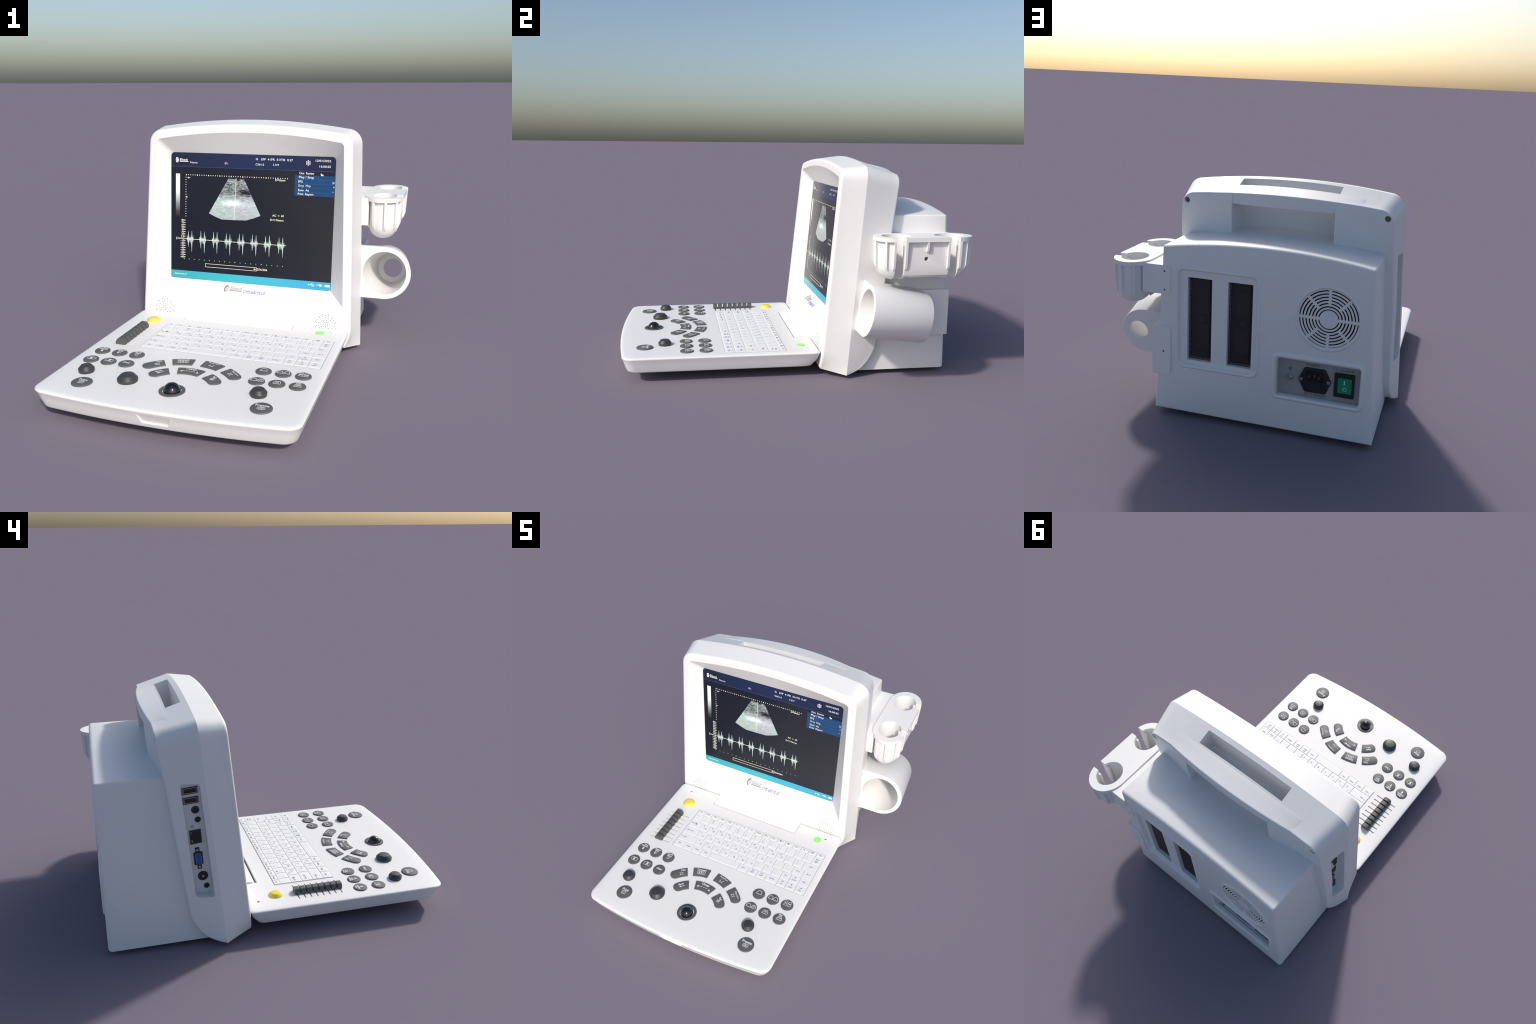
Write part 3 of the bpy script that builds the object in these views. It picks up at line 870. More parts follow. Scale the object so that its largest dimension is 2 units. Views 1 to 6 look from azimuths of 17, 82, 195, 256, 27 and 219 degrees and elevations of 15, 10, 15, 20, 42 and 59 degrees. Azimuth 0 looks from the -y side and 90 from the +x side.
# ------------------------------------------------------------------ keyboard deck
def deck_loop(side, front, back, z, r):
    W = 0.6230 - side
    yb = 0.178 - back
    yf = lambda dx: -1.0 + 0.108 * dx * dx + front
    pts = []
    rb = 0.028
    dxc = W - r
    for k in range(33):                                   # front edge, left to right
        dx = -dxc + 2 * dxc * k / 32
        pts.append((dx, yf(dx)))
    for k in range(1, 9):
        t = -pi / 2 + pi / 2 * k / 8
        pts.append((dxc + r * cos(t), yf(dxc) + r + r * sin(t)))
    for k in range(1, 13):
        pts.append((W, yf(dxc) + r + (yb - rb - yf(dxc) - r) * k / 12))
    for k in range(1, 5):
        t = pi / 2 * k / 4
        pts.append((W - rb + rb * cos(t), yb - rb + rb * sin(t)))
    for k in range(1, 16):
        pts.append((W - rb - 2 * (W - rb) * k / 16, yb))
    for k in range(0, 5):
        t = pi / 2 + pi / 2 * k / 4
        pts.append((-W + rb + rb * cos(t), yb - rb + rb * sin(t)))
    for k in range(1, 13):
        pts.append((-W, yb - rb + (yf(dxc) + r - yb + rb) * k / 12))
    for k in range(1, 8):
        t = pi + pi / 2 * k / 8
        pts.append((-dxc + r * cos(t), yf(dxc) + r + r * sin(t)))
    return [(XC + a, b, z) for a, b in pts]
DZ = 0.1570
dl = [deck_loop(*a) for a in (
    (0.045, 0.050, 0.080, 0.0630, 0.064), (0.030, 0.034, 0.062, 0.0630, 0.064), (0.0265, 0.030, 0.050, 0.0655, 0.064), (0.0245, 0.0275, 0.042, 0.0700, 0.064),
    (0.0135, 0.0155, 0.014, 0.105, 0.064), (0.004, 0.005, 0.002, 0.137, 0.064), (0.001, 0.001, 0.0, 0.1435, 0.064), (0.0, 0.0, 0.001, 0.1475, 0.064), (0.0015, 0.0015, 0.003, 0.1510, 0.063),
    (0.006, 0.006, 0.007, 0.1538, 0.060), (0.016, 0.020, 0.014, 0.1556, 0.055), (0.036, 0.075, 0.022, 0.1566, 0.05), (0.052, 0.19, 0.030, DZ, 0.04))]
deck = obj("keyboard_deck", recalc(mesh(*loft(dl, True, True, True))), WHITE, ROOT, 40)
cut = Bag()
cut.add(*boxgeo(XC - 0.3175, XC + 0.3175, 0.0705, 0.30, 0.0, 0.3))
SL = [-0.1150 - 0.03605 * k for k in range(8)]
for y in SL:
    cut.add(*boxgeo(-0.679, -0.532, y - 0.0036, y + 0.0036, 0.085, DZ + 0.05))
for s in (-1, 1):
    cut.add(*prism(circle(XC + s * 0.5235, 0.116, 0.0085, 12), UP, 0.145, 0.2))
# finger grip in the middle of the front edge
g0 = [(XC - 0.078, 0.131), (XC + 0.078, 0.131), (XC + 0.060, 0.086), (XC - 0.060, 0.086)]
cut.add(*loft([[(a, -1.02, b) for a, b in [(XC - 0.086, 0.138), (XC + 0.086, 0.138), (XC + 0.066, 0.082), (XC - 0.066, 0.082)]],
               [(a, -0.9905 + 0.5 * (0.131 - b), b) for a, b in g0]], True, True, True))
boolean(deck, (cut.v, cut.f), angle=40)
part("hinge_shadow_plate", boxgeo(XC - 0.3215, XC + 0.3215, 0.0665, 0.176, 0.078, 0.1100), HGAP, deck)  # dark plate modelled to show the shadow down in the hinge gap
fl = Bag()
for y in SL:
    fl.add(*boxgeo(-0.6788, -0.5322, y - 0.0035, y + 0.0035, 0.0845, 0.0875))
obj("slider_slot_floor", recalc(mesh(fl.v, fl.f)), SLOTF, deck, 20, True)
for s in (-1, 1):
    part("screw", prism(circle(XC + s * 0.5235, 0.116, 0.0083, 12), UP, 0.143, 0.1485), HOLEG, deck)

# --- sliders
kn = [(-0.638, 0.0), (-0.638, 0.014), (-0.6275, 0.0295), (-0.622, 0.0315), (-0.599, 0.0315), (-0.5935, 0.0295), (-0.583, 0.014), (-0.583, 0.0)]
slider_me = recalc(mesh(*prism([(x + 0.6105, z) for x, z in kn], lambda a, b, h: (a, h, b), -0.0127, 0.0127)))
slider_me.materials.append(SLIDE); finish(slider_me, 25)
for y in SL:
    o = obj("slider", slider_me, None, deck, smooth=False)
    o.location = (-0.6105, y, DZ + 0.0008)

# --- knobs, round and arc buttons
def turned(profile, n):
    L = [[(r * cos(2 * pi * k / n), r * sin(2 * pi * k / n), z) for k in range(n)] for r, z in profile]
    return loft(L, True, True, True)
def shared(geo, mat, angle=30):
    me = recalc(mesh(*geo)); me.materials.append(mat); finish(me, angle)
    return me
def place(name, me, x, y, z, parent=deck):
    o = obj(name, me, None, parent, smooth=False)
    o.location = (x, y, z)
    return o
knob_big = shared(turned([(0.0475, 0), (0.0485, 0.014), (0.0475, 0.0155), (0.0325, 0.0315), (0.0305, 0.0320)], 18), KNOB, 21)
knob_small = shared(turned([(0.0375, 0), (0.0390, 0.0155), (0.0380, 0.017), (0.0265, 0.0310), (0.0245, 0.0315)], 16), KNOB, 21)
place("knob", knob_big, XC - 0.2385, -0.760, DZ)
place("knob", knob_small, XC - 0.4745, -0.724, DZ)
place("knob", knob_small, XC + 0.3785, -0.724, DZ)
BT = 0.0065
disc = shared(turned([(0.0393, -0.002), (0.0393, BT - 0.0025), (0.0380, BT - 0.0006), (0.036, BT)], 16), GREY)
disc_big = shared(turned([(0.0490, -0.002), (0.0490, BT - 0.0025), (0.0475, BT - 0.0006), (0.045, BT)], 18), GREY)
BX = [-0.654, -0.5575, -0.461]
RX = [0.2015, 0.2975, 0.394]
for x in BX + RX:
    for y in (-0.485, -0.597):
        place("button", disc, x, y, DZ)
place("button", disc_big, -0.557, -0.840, DZ)
place("button", disc_big, 0.2985, -0.841, DZ)
place("button", shared(turned([(0.041, -0.002), (0.041, 0.003), (0.0395, 0.006), (0.0255, 0.0190), (0.0245, 0.0193)], 20), YELLOW, 21), -0.605, 0.005, DZ - 0.002)
place("power_button", shared(turned([(0.0245, -0.002), (0.0245, 0.003), (0.0235, 0.0038)], 18), GREEN), 0.3505, 0.0845, DZ)

AC = (XC, -0.780)
def arc_button(r0, r1, a0, a1, round_end=0):
    """a sector of a ring, angles in degrees from +y towards +x, one end may be rounded"""
    pt = lambda r, a: (AC[0] + r * sin(radians(a)), AC[1] + r * cos(radians(a)))
    n = 8
    if not round_end:
        p = [pt(r1, a0 + (a1 - a0) * k / n) for k in range(n + 1)]
        return p + [pt(r0, a1 + (a0 - a1) * k / n) for k in range(n + 1)]
    rm, w = (r0 + r1) / 2, (r1 - r0) / 2
    aend = a1 - round_end * math.degrees(w * 0.8 / rm)
    p = [pt(r1, a0 + (aend - a0) * k / n) for k in range(n + 1)]
    for k in range(1, 8):
        t = pi * k / 8
        p.append(pt(rm + w * cos(t), aend + round_end * math.degrees(w * 0.8 * sin(t) / rm)))
    return p + [pt(r0, aend + (a0 - aend) * k / n) for k in range(n + 1)]
for args in ((0.261, 0.3245, -25.3, -4.8), (0.261, 0.3245, 4.8, 25.0), (0.261, 0.3245, 32.3, 54.0, 1), (0.261, 0.3245, -32.3, -54.0, -1),
             (0.1585, 0.222, -18.5, 18.2), (0.1585, 0.222, 30.5, 60.0, 1), (0.1585, 0.222, -30.5, -60.0, -1)):
    part("button", prism(arc_button(*args), UP, DZ - 0.002, DZ + BT, 0.002, 2), GREY, deck)

# --- trackball
trk = shared(turned([(0.060, -0.002), (0.060, 0.004), (0.0585, 0.0055), (0.0445, 0.0060), (0.0435, 0.0045), (0.0435, -0.004)], 24), RING)
place("trackball_ring", trk, XC, -0.798, DZ)
sp = [(0.0395 * sin(pi * k / 16) + 1e-4, -0.0395 * cos(pi * k / 16)) for k in range(17)]
place("trackball", shared(turned(sp, 32), BALL, 80), XC, -0.798, DZ + 0.001)

# --- keyboard
tray = part("key_tray", prism(rrect(-0.503, 0.453, -0.379, -0.017, 0.002, 1), UP, DZ - 0.002, DZ + 0.0008), TRAY, deck)
ROWY = [-0.020, -0.056, -0.1235, -0.1885, -0.2545, -0.320, -0.3765]
def bounds(first, step, count, tail):
    b = [-0.500, first]
    for _ in range(count):
        b.append(b[-1] + step)
    return b + tail
rows = [bounds(-0.4515, 0.05645, 15, [0.450]),
        bounds(-0.4405, 0.0640, 13, [0.450]),
        bounds(-0.4150, 0.0640, 12, []),
        bounds(-0.3970, 0.0640, 11, [0.3805]),
        bounds(-0.3730, 0.0632, 10, [0.3200, 0.3840, 0.450]),
        [-0.500, -0.427, -0.3625, -0.2955, -0.2310, -0.0175, 0.0515, 0.1155, 0.1775, 0.2610, 0.3205, 0.3845, 0.450]]
names = ["Esc|Preset|File|sPICI|sSPEL|F1|F2|F3|Delete|sun+|sun-|con+|con-|vol+|vol-|mute|Del".split("|"),
         ["~ `", "! 1", "@ 2", "# 3", "$ 4", "% 5", "^ 6", "& 7", "* 8", "( 9", ") 0", "_ -", "+ =", "| \\", "Bksp"],
         ["Tab", "f Q", "m W", "< E", "> R", "u T", "d Y", "e U", "s I", "w O", "n P", "{ [", "} ]"],
         ["Caps Lock", "a A", "e S", "o D", "p F", "n G", "o H", "  J", "  K", "  L", ": ;", "\" '", "Menu"],
         ["Shift", "a Z", "b X", "o C", "e V", "v B", "s N", "  M", "< ,", "> .", "? /", "SV+", "up b.line+", "PRF+"],
         ["Ctrl", "Exam", "Probe", "Freq", "", "S.line", "PW angle+", "PW angle-", "Update", "left SV-", "down b.line-", "right PRF-"]]
KH = 0.0040
kz = DZ + KH
key_cache = {}
def key_mesh(w, d):
    k = (round(w, 4), round(d, 4))
    if k not in key_cache:
        a, b = w / 2, d / 2
        lp = [[(-a, -b, 0), (a, -b, 0), (a, b, 0), (-a, b, 0)],
              [(-a, -b, 0.0014), (a, -b, 0.0014), (a, b, 0.0024), (-a, b, 0.0024)],
              [(-a + 0.0025, -b + 0.0095, 0.0032), (a - 0.0025, -b + 0.0095, 0.0032), (a - 0.0025, b - 0.0018, 0.0032), (-a + 0.0025, b - 0.0018, 0.0032)]]
        key_cache[k] = shared(loft(lp, True, True, True), KEYW, 5)
    return key_cache[k]
leg, legb = Print(UP, kz + 0.0001, 0.0004, 1.3, 0.012), Print(UP, kz + 0.0001, 0.0004, 1.3, 0.012)
def arrow(pr, x, y, ang, L=0.020, w=0.0022):
    d = Vector((cos(ang), sin(ang))); m = Vector((-d.y, d.x))
    c = Vector((x, y))
    pr.stroke([tuple(c - d * L / 2), tuple(c + d * L * 0.2)], w)
    pr.slab([tuple(c + d * L / 2), tuple(c + m * L * 0.24), tuple(c - m * L * 0.24)])
def symbol(pr, kind, x, y):
    if kind == "sun":
        pr.stroke(circle(x - 0.006, y, 0.0055, 12), 0.0016, True)
        for k in range(8):
            t = k * pi / 4
            pr.stroke([(x - 0.006 + 0.008 * cos(t), y + 0.008 * sin(t)), (x - 0.006 + 0.009 * cos(t), y + 0.009 * sin(t))], 0.0012)
    elif kind == "con":
        pr.stroke(circle(x - 0.006, y, 0.006, 14), 0.0016, True)
        pr.slab([(x - 0.006 + 0.006 * cos(pi / 2 + pi * k / 8), y + 0.006 * sin(pi / 2 + pi * k / 8)) for k in range(9)])
    else:
        pr.stroke([(x - 0.013, y - 0.003), (x - 0.009, y - 0.003), (x - 0.002, y - 0.007), (x - 0.002, y + 0.007), (x - 0.009, y + 0.003), (x - 0.013, y + 0.003)], 0.0014, True)
for ri, (bd, lab) in enumerate(zip(rows, names)):
    y1, y0 = ROWY[ri], ROWY[ri + 1]
    for ki, s in enumerate(lab):
        x0, x1 = bd[ki], bd[ki + 1]
        gx = 0.0040 if ri == 0 else 0.0028
        w, d = x1 - x0 - gx, y1 - y0 - 0.0014
        cx, cy = (x0 + x1) / 2, (y0 + y1) / 2 + 0.0003
        place("key", key_mesh(w, d), cx, cy, DZ + 0.0008)
        blue = ri >= 4 and ki >= (11 if ri == 4 else 5)
        pr = legb if blue else leg
        sz = 0.0118
        if ri == 0:
            base = s[:-1] if s[-1:] in "+-" else s
            if base in ("sun", "con", "vol", "mute"):
                symbol(leg, base, cx, cy + 0.003)
                if base != "mute":
                    leg.text(s[-1], cx + 0.009, cy + 0.003, 0.014)
                else:
                    leg.stroke([(cx - 0.004, cy - 0.006), (cx + 0.008, cy + 0.012)], 0.0018)
                    leg.stroke([(cx - 0.004, cy + 0.012), (cx + 0.008, cy - 0.006)], 0.0018)
            else:
                leg.text(s, cx, cy + 0.0035, sz)
        elif s == "Bksp":
            leg.text(s, cx, cy + 0.012, sz); arrow(leg, cx, cy - 0.007, pi, 0.026, 0.0016)
        elif s == "Tab":
            leg.text(s, cx - 0.022, cy + 0.010, sz)
            arrow(leg, cx + 0.004, cy + 0.013, pi, 0.022, 0.0016); arrow(leg, cx + 0.004, cy + 0.005, 0, 0.022, 0.0016)
        elif s in ("Caps Lock", "Shift", "Ctrl", "Exam", "Probe", "Freq", "Menu"):
            x = cx if s in ("Ctrl", "Exam", "Probe", "Freq", "Menu") else x0 + 0.040
            leg.text(s, x, cy + 0.006, sz)
            if s == "Shift":
                leg.stroke([(x - 0.028, cy + 0.006), (x - 0.023, cy + 0.011), (x - 0.018, cy + 0.006)], 0.0013, True)
        elif blue or s in ("SV+",):
            word = s.split(" ")
            if word[0] in ("up", "down", "left", "right"):
                arrow(leg, cx, cy + 0.015, {"up": pi / 2, "down": -pi / 2, "left": pi, "right": 0}[word[0]], 0.0165, 0.0022)
                legb.text(word[1], cx, cy - 0.005, 0.0118)
            elif len(word) == 2:
                legb.text(word[0], cx, cy + 0.013, 0.0118); legb.text(word[1], cx, cy - 0.002, 0.0118)
            elif s:
                legb.text(s, cx, cy + 0.005, 0.0118)
        elif s:
            a, b = s[0], s[-1]
            if ri == 1 or (ri in (2, 3, 4) and not b.isalpha()):
                leg.text(a, cx - 0.010, cy + 0.016, 0.0115) if a != " " else None
                leg.text(b, cx - 0.010, cy - 0.004, 0.0115)
            else:
                if ri == 2 and 3 <= ki <= 10:
                    ang = {3: pi, 4: 0, 5: pi / 2, 6: -pi / 2, 7: pi / 4 + pi, 8: -pi / 4, 9: 3 * pi / 4, 10: pi / 4}[ki]
                    arrow(leg, cx - 0.008, cy + 0.017, ang, 0.0165, 0.0022)
                elif ri == 2:
                    leg.stroke(circle(cx - 0.010, cy + 0.018, 0.0045, 10), 0.0014, True)
                    leg.stroke([(cx - 0.010, cy + 0.0135), (cx - 0.010, cy + 0.006)] if ki == 1 else [(cx - 0.007, cy + 0.0215), (cx - 0.001, cy + 0.026)], 0.0014)
                elif a != " ":
                    leg.text(a, cx - 0.011, cy + 0.017, 0.0115)
                leg.text(b, cx + 0.010, cy - 0.004, 0.0145)
# enter key: wide above, narrow below
ex0, ex1 = rows[2][-1] + 0.0014, 0.450 - 0.0014
ent = [(0.3805 + 0.0014, ROWY[4] + 0.0010), (ex1, ROWY[4] + 0.0010), (ex1, ROWY[2] - 0.0004), (ex0, ROWY[2] - 0.0004), (ex0, ROWY[3] + 0.0010), (0.3805 + 0.0014, ROWY[3] + 0.0010)]
part("key", prism(ent, UP, DZ + 0.0008, DZ + KH, 0.0015), KEYW, deck, 5)
leg.text("Enter", 0.408, -0.150, 0.0118)
leg.stroke([(0.428, -0.207), (0.428, -0.214), (0.408, -0.214)], 0.0018)
leg.slab([(0.403, -0.214), (0.411, -0.2095), (0.411, -0.2185)])
leg.done("key_lettering", PRINTK, deck)
legb.done("key_lettering", PRINTB, deck)

# --- white legends on the dark buttons
ic = Print(UP, DZ + BT + 0.0001, 0.0005, 1.25, 0.012)
def trapezoid(cx, cy, w, h, lw=0.0022):
    ic.stroke([(cx - w / 2, cy - h / 2), (cx + w / 2, cy - h / 2), (cx + w * 0.31, cy + h / 2), (cx - w * 0.31, cy + h / 2)], lw, True)
def frame_r(cx, cy, flip, up):
    ic.stroke(rrect(cx - 0.0215, cx + 0.0215, cy - 0.0115, cy + 0.0125, 0.008, 2), 0.0022, True)
    v, f, w, hg = glyphs("R", 0.03)
    ic.add([ic.frame(cx + flip * a * 0.026, cy + 0.001 + up * b * 0.026, ic.h + ic.t) for a, b in v], f)
y1, y2 = -0.485, -0.597
ic.text("New", BX[0] + 0.004, y1 + 0.027, 0.014, bold=0.01)
ic.text("Patient", BX[0], y1 + 0.014, 0.0145, 0.046, bold=0.01)
ic.slab(circle(BX[0], y1 + 0.0015, 0.0035, 10)); ic.slab([(BX[0] - 0.006, y1 - 0.003), (BX[0] + 0.006, y1 - 0.003), (BX[0] + 0.003, y1 - 0.016), (BX[0] - 0.003, y1 - 0.016)])
ic.text("Patient", BX[1], y1 + 0.027, 0.013, 0.040, bold=0.01)
ic.text("Info", BX[1], y1 + 0.014, 0.0145, 0.026, bold=0.01)
ic.slab([(BX[1] - 0.010, y1 + 0.003), (BX[1] - 0.001, y1 + 0.003), (BX[1] - 0.003, y1 - 0.015), (BX[1] - 0.008, y1 - 0.015)])
ic.text("?", BX[1] + 0.007, y1 - 0.006, 0.016)
ic.text("Quick", BX[2], y1 + 0.027, 0.013, 0.036, bold=0.01)
ic.text("Save", BX[2], y1 + 0.014, 0.0145, 0.034, bold=0.01)
ic.stroke([(BX[2] - 0.009, y1 - 0.001), (BX[2], y1 + 0.004), (BX[2] + 0.010, y1 - 0.001), (BX[2] + 0.006, y1 - 0.012), (BX[2] - 0.006, y1 - 0.012)], 0.0018, True)
frame_r(BX[0], y2 + 0.006, 1, -1)
frame_r(BX[1], y2 + 0.006, -1, 1)
ic.text("Clear", BX[2], y2 + 0.006, 0.0175, 0.042, bold=0.006)
trapezoid(RX[0], y1 + 0.010, 0.034, 0.026)
trapezoid(RX[1] - 0.0165, y1 + 0.008, 0.030, 0.023); trapezoid(RX[1] + 0.0165, y1 + 0.008, 0.030, 0.023)
for a in (-0.0125, 0.0125):
    for b in (0.0005, 0.0185):
        trapezoid(RX[2] + a, y1 + b, 0.021, 0.0145, 0.002)
trapezoid(RX[0] - 0.0165, y2 + 0.009, 0.030, 0.023); trapezoid(RX[0] + 0.0165, y2 + 0.009, 0.030, 0.023)
ic.text("M", RX[0] + 0.0165, y2 + 0.009, 0.015, bold=0.02)
trapezoid(RX[1], y2 + 0.007, 0.036, 0.026); ic.text("M", RX[1], y2 + 0.007, 0.018, bold=0.02)
ic.text("PW", RX[2], y2 + 0.026, 0.016, 0.023, bold=0.01)
trapezoid(RX[2], y2 + 0.004, 0.036, 0.025); ic.stroke([(RX[2] - 0.008, y2 + 0.008), (RX[2] + 0.008, y2 + 0.008)], 0.0022); ic.stroke([(RX[2] - 0.009, y2 + 0.001), (RX[2], y2 + 0.006), (RX[2] + 0.009, y2 + 0.001)], 0.002)
ic.text("Print", -0.557, -0.823, 0.0195, 0.043, bold=0.006)
ic.stroke([(-0.570, -0.855), (-0.545, -0.855), (-0.545, -0.835), (-0.570, -0.835)], 0.002, True)
ic.stroke([(-0.564, -0.850), (-0.558, -0.841), (-0.552, -0.841)], 0.002)
ic.text("Freeze", 0.2985, -0.823, 0.0195, 0.062, bold=0.006)
ic.stroke(rrect(0.2815, 0.3155, -0.858, -0.837, 0.006, 2), 0.002, True)
ic.text("DKI", 0.2985, -0.8475, 0.014, 0.022)
def on_arc(r, a):
    return AC[0] + r * sin(radians(a)), AC[1] + r * cos(radians(a)), -radians(a)
def local(a, r):
    x, y, t = on_arc(r, a)
    return lambda p: (x + p[0] * cos(t) - p[1] * sin(t), y + p[0] * sin(t) + p[1] * cos(t))
def along(s, r, a, size, width):
    x, y, t = on_arc(r, a)
    ic.text(s, x, y, size, width, rot=t, bold=0.01)
for s, a, w in (("Cine", -44, 0.030), ("Comment", -15, 0.062), ("BodyMark", 15, 0.062), ("Measure", 43, 0.060)):
    along(s, 0.311, a * (0.85 if s in ("Cine",) else 1.0), 0.0145, w)
box = lambda w, h: [(-w / 2, -h / 2), (w / 2, -h / 2), (w / 2, h / 2), (-w / 2, h / 2)]
L = local(-15, 0.289)
ic.stroke([L(p) for p in box(0.050, 0.021)], 0.002, True)
along("A B C", 0.289, -15, 0.0165, 0.036)
for a in (-40, 15, 42):
    L = local(a, 0.286)
    ic.stroke([L((-0.011, -0.009)), L((-0.007, 0)), L((-0.011, 0.009))], 0.0018)
    ic.stroke([L((0.011, -0.009)), L((0.007, 0)), L((0.011, 0.009))], 0.0018)
    ic.stroke([L((-0.009, -0.008)), L((0.009, -0.008))], 0.0018)
    if a != 15:
        ic.stroke([L((-0.008, 0.006)), L((0.008, 0.006))], 0.0018)
along("Back", 0.203, -44, 0.0145, 0.034)
along("Change", 0.207, 0, 0.0165, 0.054)
along("Sel", 0.207, 41, 0.0145, 0.022)
L = local(-44, 0.186)
ic.stroke([L((-0.006, 0)), L((0.016, 0))], 0.0026); ic.slab([L((-0.016, 0)), L((-0.005, -0.006)), L((-0.005, 0.006))])
arcp = [on_arc(0.186, a)[:2] for a in range(-10, 11, 2)]
for k in range(0, 10, 2):
    ic.stroke([arcp[k], arcp[k + 1]], 0.0022)
for s in (-1, 1):
    L = local(12 * s, 0.184)
    ic.slab([L((s * 0.010, -0.003)), L((s * -0.003, -0.007)), L((s * -0.003, 0.008))])
L = local(44, 0.188)
ic.stroke([L((0.009 * cos(t * pi / 4), 0.009 * sin(t * pi / 4))) for t in range(8)], 0.0018, True)
ic.stroke([L((-0.012, 0)), L((0.012, 0))], 0.0018); ic.stroke([L((0, -0.012)), L((0, 0.012))], 0.0018)
ic.done("button_lettering", PRINTW, deck)

# ------------------------------------------------------------------ double probe holder on the right
PX, PY = 0.611, (0.562, 0.871)
EA, EB = 0.105, 0.129
HA, HB = 0.070, 0.0845
PZ = 0.852
def holder_outline():
    p = []
    xe = 0.7135
    def hole(cy):
        t0 = math.asin(0.026 / HB)
        return [(PX + HA * cos(t0 + (2 * pi - 2 * t0) * k / 30), cy + HB * sin(t0 + (2 * pi - 2 * t0) * k / 30)) for k in range(31)]
    p += [(xe, PY[0] + 0.026), (xe, PY[1] - 0.026)]
    p += list(reversed(hole(PY[1])))                     # enter the rear hole at its lower lip
    for k in range(0, 25):                               # rear end
        t = math.asin(0.026 / EB) + (pi - math.asin(0.026 / EB)) * k / 24
        p.append((PX + EA * cos(t), PY[1] + EB * sin(t)))
    for k in range(0, 25):                               # front end
        t = pi + (pi - math.asin(0.026 / EB)) * k / 24
        p.append((PX + EA * cos(t), PY[0] + EB * sin(t)))
    p += list(reversed(hole(PY[0])))
    return p
holder = part("probe_holder", prism(holder_outline(), UP, 0.829, PZ), HOLDER, ROOT)
for cy in PY:
    prof = [(0.0, 0.606), (0.28, 0.6085), (0.52, 0.617), (0.74, 0.633), (0.90, 0.656), (0.97, 0.680), (0.985, 0.71), (1.0, 0.8295)]
    oa, ob = 0.0880, 0.1135
    outer = [[(PX + max(s, 0.002) * oa * cos(2 * pi * k / 40), cy + max(s, 0.002) * ob * sin(2 * pi * k / 40), z) for k in range(40)] for s, z in prof]
    bore = [(0.0, 0.610), (0.4, 0.613), (0.7, 0.624), (0.88, 0.642), (0.97, 0.664), (1.0, 0.69), (1.0, 0.8295)]
    inn = [[(PX + max(s, 0.002) * HA * cos(2 * pi * k / 40), cy + max(s, 0.002) * HB * sin(2 * pi * k / 40), z) for k in range(40)] for s, z in bore]
    cup = part("probe_cup", loft(outer + list(reversed(inn)), True, True, True), HOLDER, holder, 40)
    boolean(cup, boxgeo(PX - 0.02, 0.8, cy - 0.026, cy + 0.026, 0.5, 0.9), angle=40)
    rib = Bag()
    for a in ((40, 78, 118, 156) if cy > 0.7 else (-40, -78, -118, -156)):
        t = radians(a)
        d = Vector((cos(t) * EA, sin(t) * EB)).normalized()
        m = Vector((-d.y, d.x)) * 0.0066
        re = 1 / sqrt((d.x / EA) ** 2 + (d.y / EB) ** 2) - 0.001
        ri = 1 / sqrt((d.x / oa) ** 2 + (d.y / ob) ** 2) - 0.012
        c = Vector((PX, cy))
        quad = lambda z, ro: [(*(c + d * ri + m), z), (*(c + d * ri - m), z), (*(c + d * ro - m), z), (*(c + d * ro + m), z)]
        rib.add(*loft([quad(0.668, ri + 0.008), quad(0.682, re - 0.010), quad(0.70, re - 0.005), quad(0.8295, re)], True, True, True))
    # fins either side of the slot
    for s in (-1, 1):
        ya, yb_ = cy + s * 0.0272, cy + s * 0.0390
        quad = lambda z, xo: [(0.66, ya, z), (0.66, yb_, z), (xo, yb_, z), (xo, ya, z)]
        rib.add(*loft([quad(0.664, 0.682), quad(0.676, 0.698), quad(0.694, 0.705), quad(0.8295, 0.7125)], True, True, True))
    part("holder_rib", (rib.v, rib.f), HOLDER, holder, 25)
mid = Bag()
ml = [[(0.50, y, z) for y, z in ((0.598, 0.8295), (0.598, 0.640), (0.832, 0.640), (0.832, 0.8295))]]
prof = [(0.55, 0.622), (0.66, 0.624), (0.683, 0.640), (0.693, 0.672), (0.693, 0.8295), (0.55, 0.8295)]
mid = prism(prof, lambda a, b, h: (a, h, b), 0.5895, 0.8435)
block = part("holder_block", mid, HOLDER, holder)
boolean(block, prism(circle(0.7135, 0.733, 0.0125, 12), SIDE, 0.65, 0.75))
boolean(block, loft([[(PX + (HA + 0.002) * cos(2 * pi * k / 40), PY[0] + (HB + 0.002) * sin(2 * pi * k / 40), z) for k in range(40)] for z in (0.55, 0.9)], True, True, True))
boolean(block, loft([[(PX + (HA + 0.002) * cos(2 * pi * k / 40), PY[1] + (HB + 0.002) * sin(2 * pi * k / 40), z) for k in range(40)] for z in (0.55, 0.9)], True, True, True))
part("screw", prism(circle(0.7135, 0.733, 0.0123, 12), SIDE, 0.648, 0.655), HOLEG, holder)
rb = Bag()
rb.add(*prism([(0.68, 0.8295), (0.712, 0.8295), (0.711, 0.79), (0.705, 0.774), (0.68, 0.772)], lambda a, b, h: (a, h, b), 0.7105, 0.7215))
part("holder_rib", (rb.v, rb.f), HOLDER, holder)
brk = Bag()
brk.add(*boxgeo(0.40, 0.534, 0.484, 0.941, 0.687, 0.843))
part("holder_bracket", (brk.v, brk.f), HOLDER, holder)
lip = rrect(0.3755, 0.437, 0.686, 0.8425, 0.020, 4)
lip = [(0.534, 0.6868), (0.534, 0.8428), (0.395, 0.8428), (0.381, 0.837), (0.3755, 0.823), (0.3755, 0.700), (0.381, 0.690), (0.395, 0.6868)]
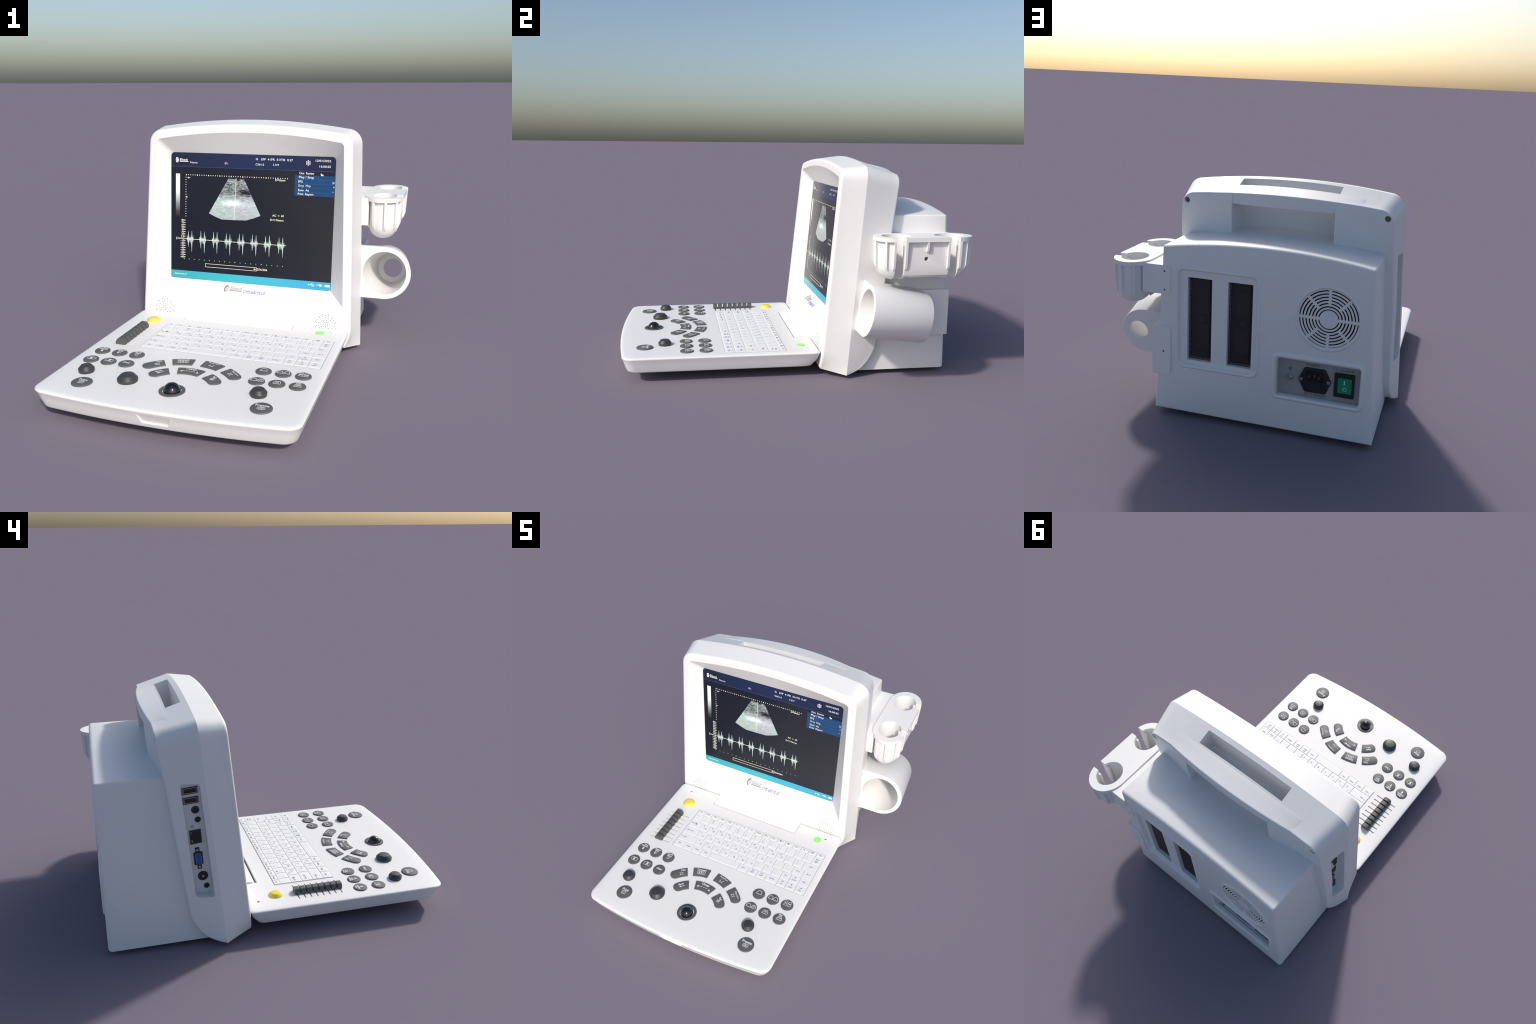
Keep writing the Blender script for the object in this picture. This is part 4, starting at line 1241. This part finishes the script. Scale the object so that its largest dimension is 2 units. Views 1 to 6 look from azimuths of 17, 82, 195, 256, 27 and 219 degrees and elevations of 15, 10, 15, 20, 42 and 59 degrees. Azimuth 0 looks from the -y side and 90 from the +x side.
plate = part("bracket_plate", prism(lip, BACK, 0.936, 0.9455, 0.0015), HOLDER, holder)
for z in (0.712, 0.812):
    part("screw", prism(circle(0.407, z, 0.0050, 8), BACK, 0.94, 0.9462), GAPM, holder)

# ------------------------------------------------------------------ tilted tube holder
N = 48
c0, c1 = Vector((0.647, 0.394, 0.4372)), Vector((0.6500, 0.742, 0.3765))
ax = (c1 - c0).normalized()
upv = Vector((0, -ax.z, ax.y)).normalized()
def ring_pt(c, r, t):
    return tuple(c + Vector((1, 0, 0)) * r * cos(t) + upv * r * sin(t))
def d_loop(c, r, xl):
    out = []
    for k in range(N):
        t = -pi / 2 + 2 * pi * k / N
        if k <= N // 2:
            out.append(ring_pt(c, r, t))
        else:
            u = (k - N // 2) / (N // 2)
            dx = c.x - xl
            if u < 0.33:
                p = (-dx * u / 0.33, r)
            elif u < 0.67:
                p = (-dx, r - 2 * r * (u - 0.33) / 0.34)
            else:
                p = (-dx + dx * (u - 0.67) / 0.33, -r)
            out.append(tuple(c + Vector((1, 0, 0)) * p[0] + upv * p[1]))
    return out
c1h = Vector((0.664, 0.742, 0.3795))
c1 = Vector((0.6215, 0.742, 0.3755))
def c_loop(c, r):
    return [ring_pt(c, r, -pi / 2 + 2 * pi * k / N) for k in range(N)]
inner_end = c0.lerp(c1h, 0.93)
tube = loft([d_loop(c0, 0.1455, 0.462), d_loop(c0 + ax * 0.0015, 0.147, 0.462), d_loop(c1 - ax * 0.003, 0.1390, 0.462), d_loop(c1, 0.1370, 0.462), c_loop(c1h, 0.057), c_loop(inner_end, 0.057), c_loop(inner_end, 0.088), c_loop(c0, 0.1215), d_loop(c0, 0.1455, 0.462)])
part("tube_holder", tube, HOLDER, ROOT, 35)
tb = bpy.data.objects["tube_holder"]
lipt = [(0.4775, 0.2345), (0.4775, 0.5085), (0.396, 0.5085), (0.380, 0.504), (0.3715, 0.489), (0.3715, 0.256), (0.379, 0.240), (0.396, 0.2345)]
part("bracket_plate", prism(lipt, BACK, 0.936, 0.9490, 0.0015), HOLDER, tb)
part("bracket_arm", boxgeo(0.42, 0.4773, 0.50, 0.945, 0.2347, 0.5083), HOLDER, tb)
part("screw", prism(circle(0.411, 0.370, 0.0052, 8), BACK, 0.944, 0.9497), GAPM, tb)
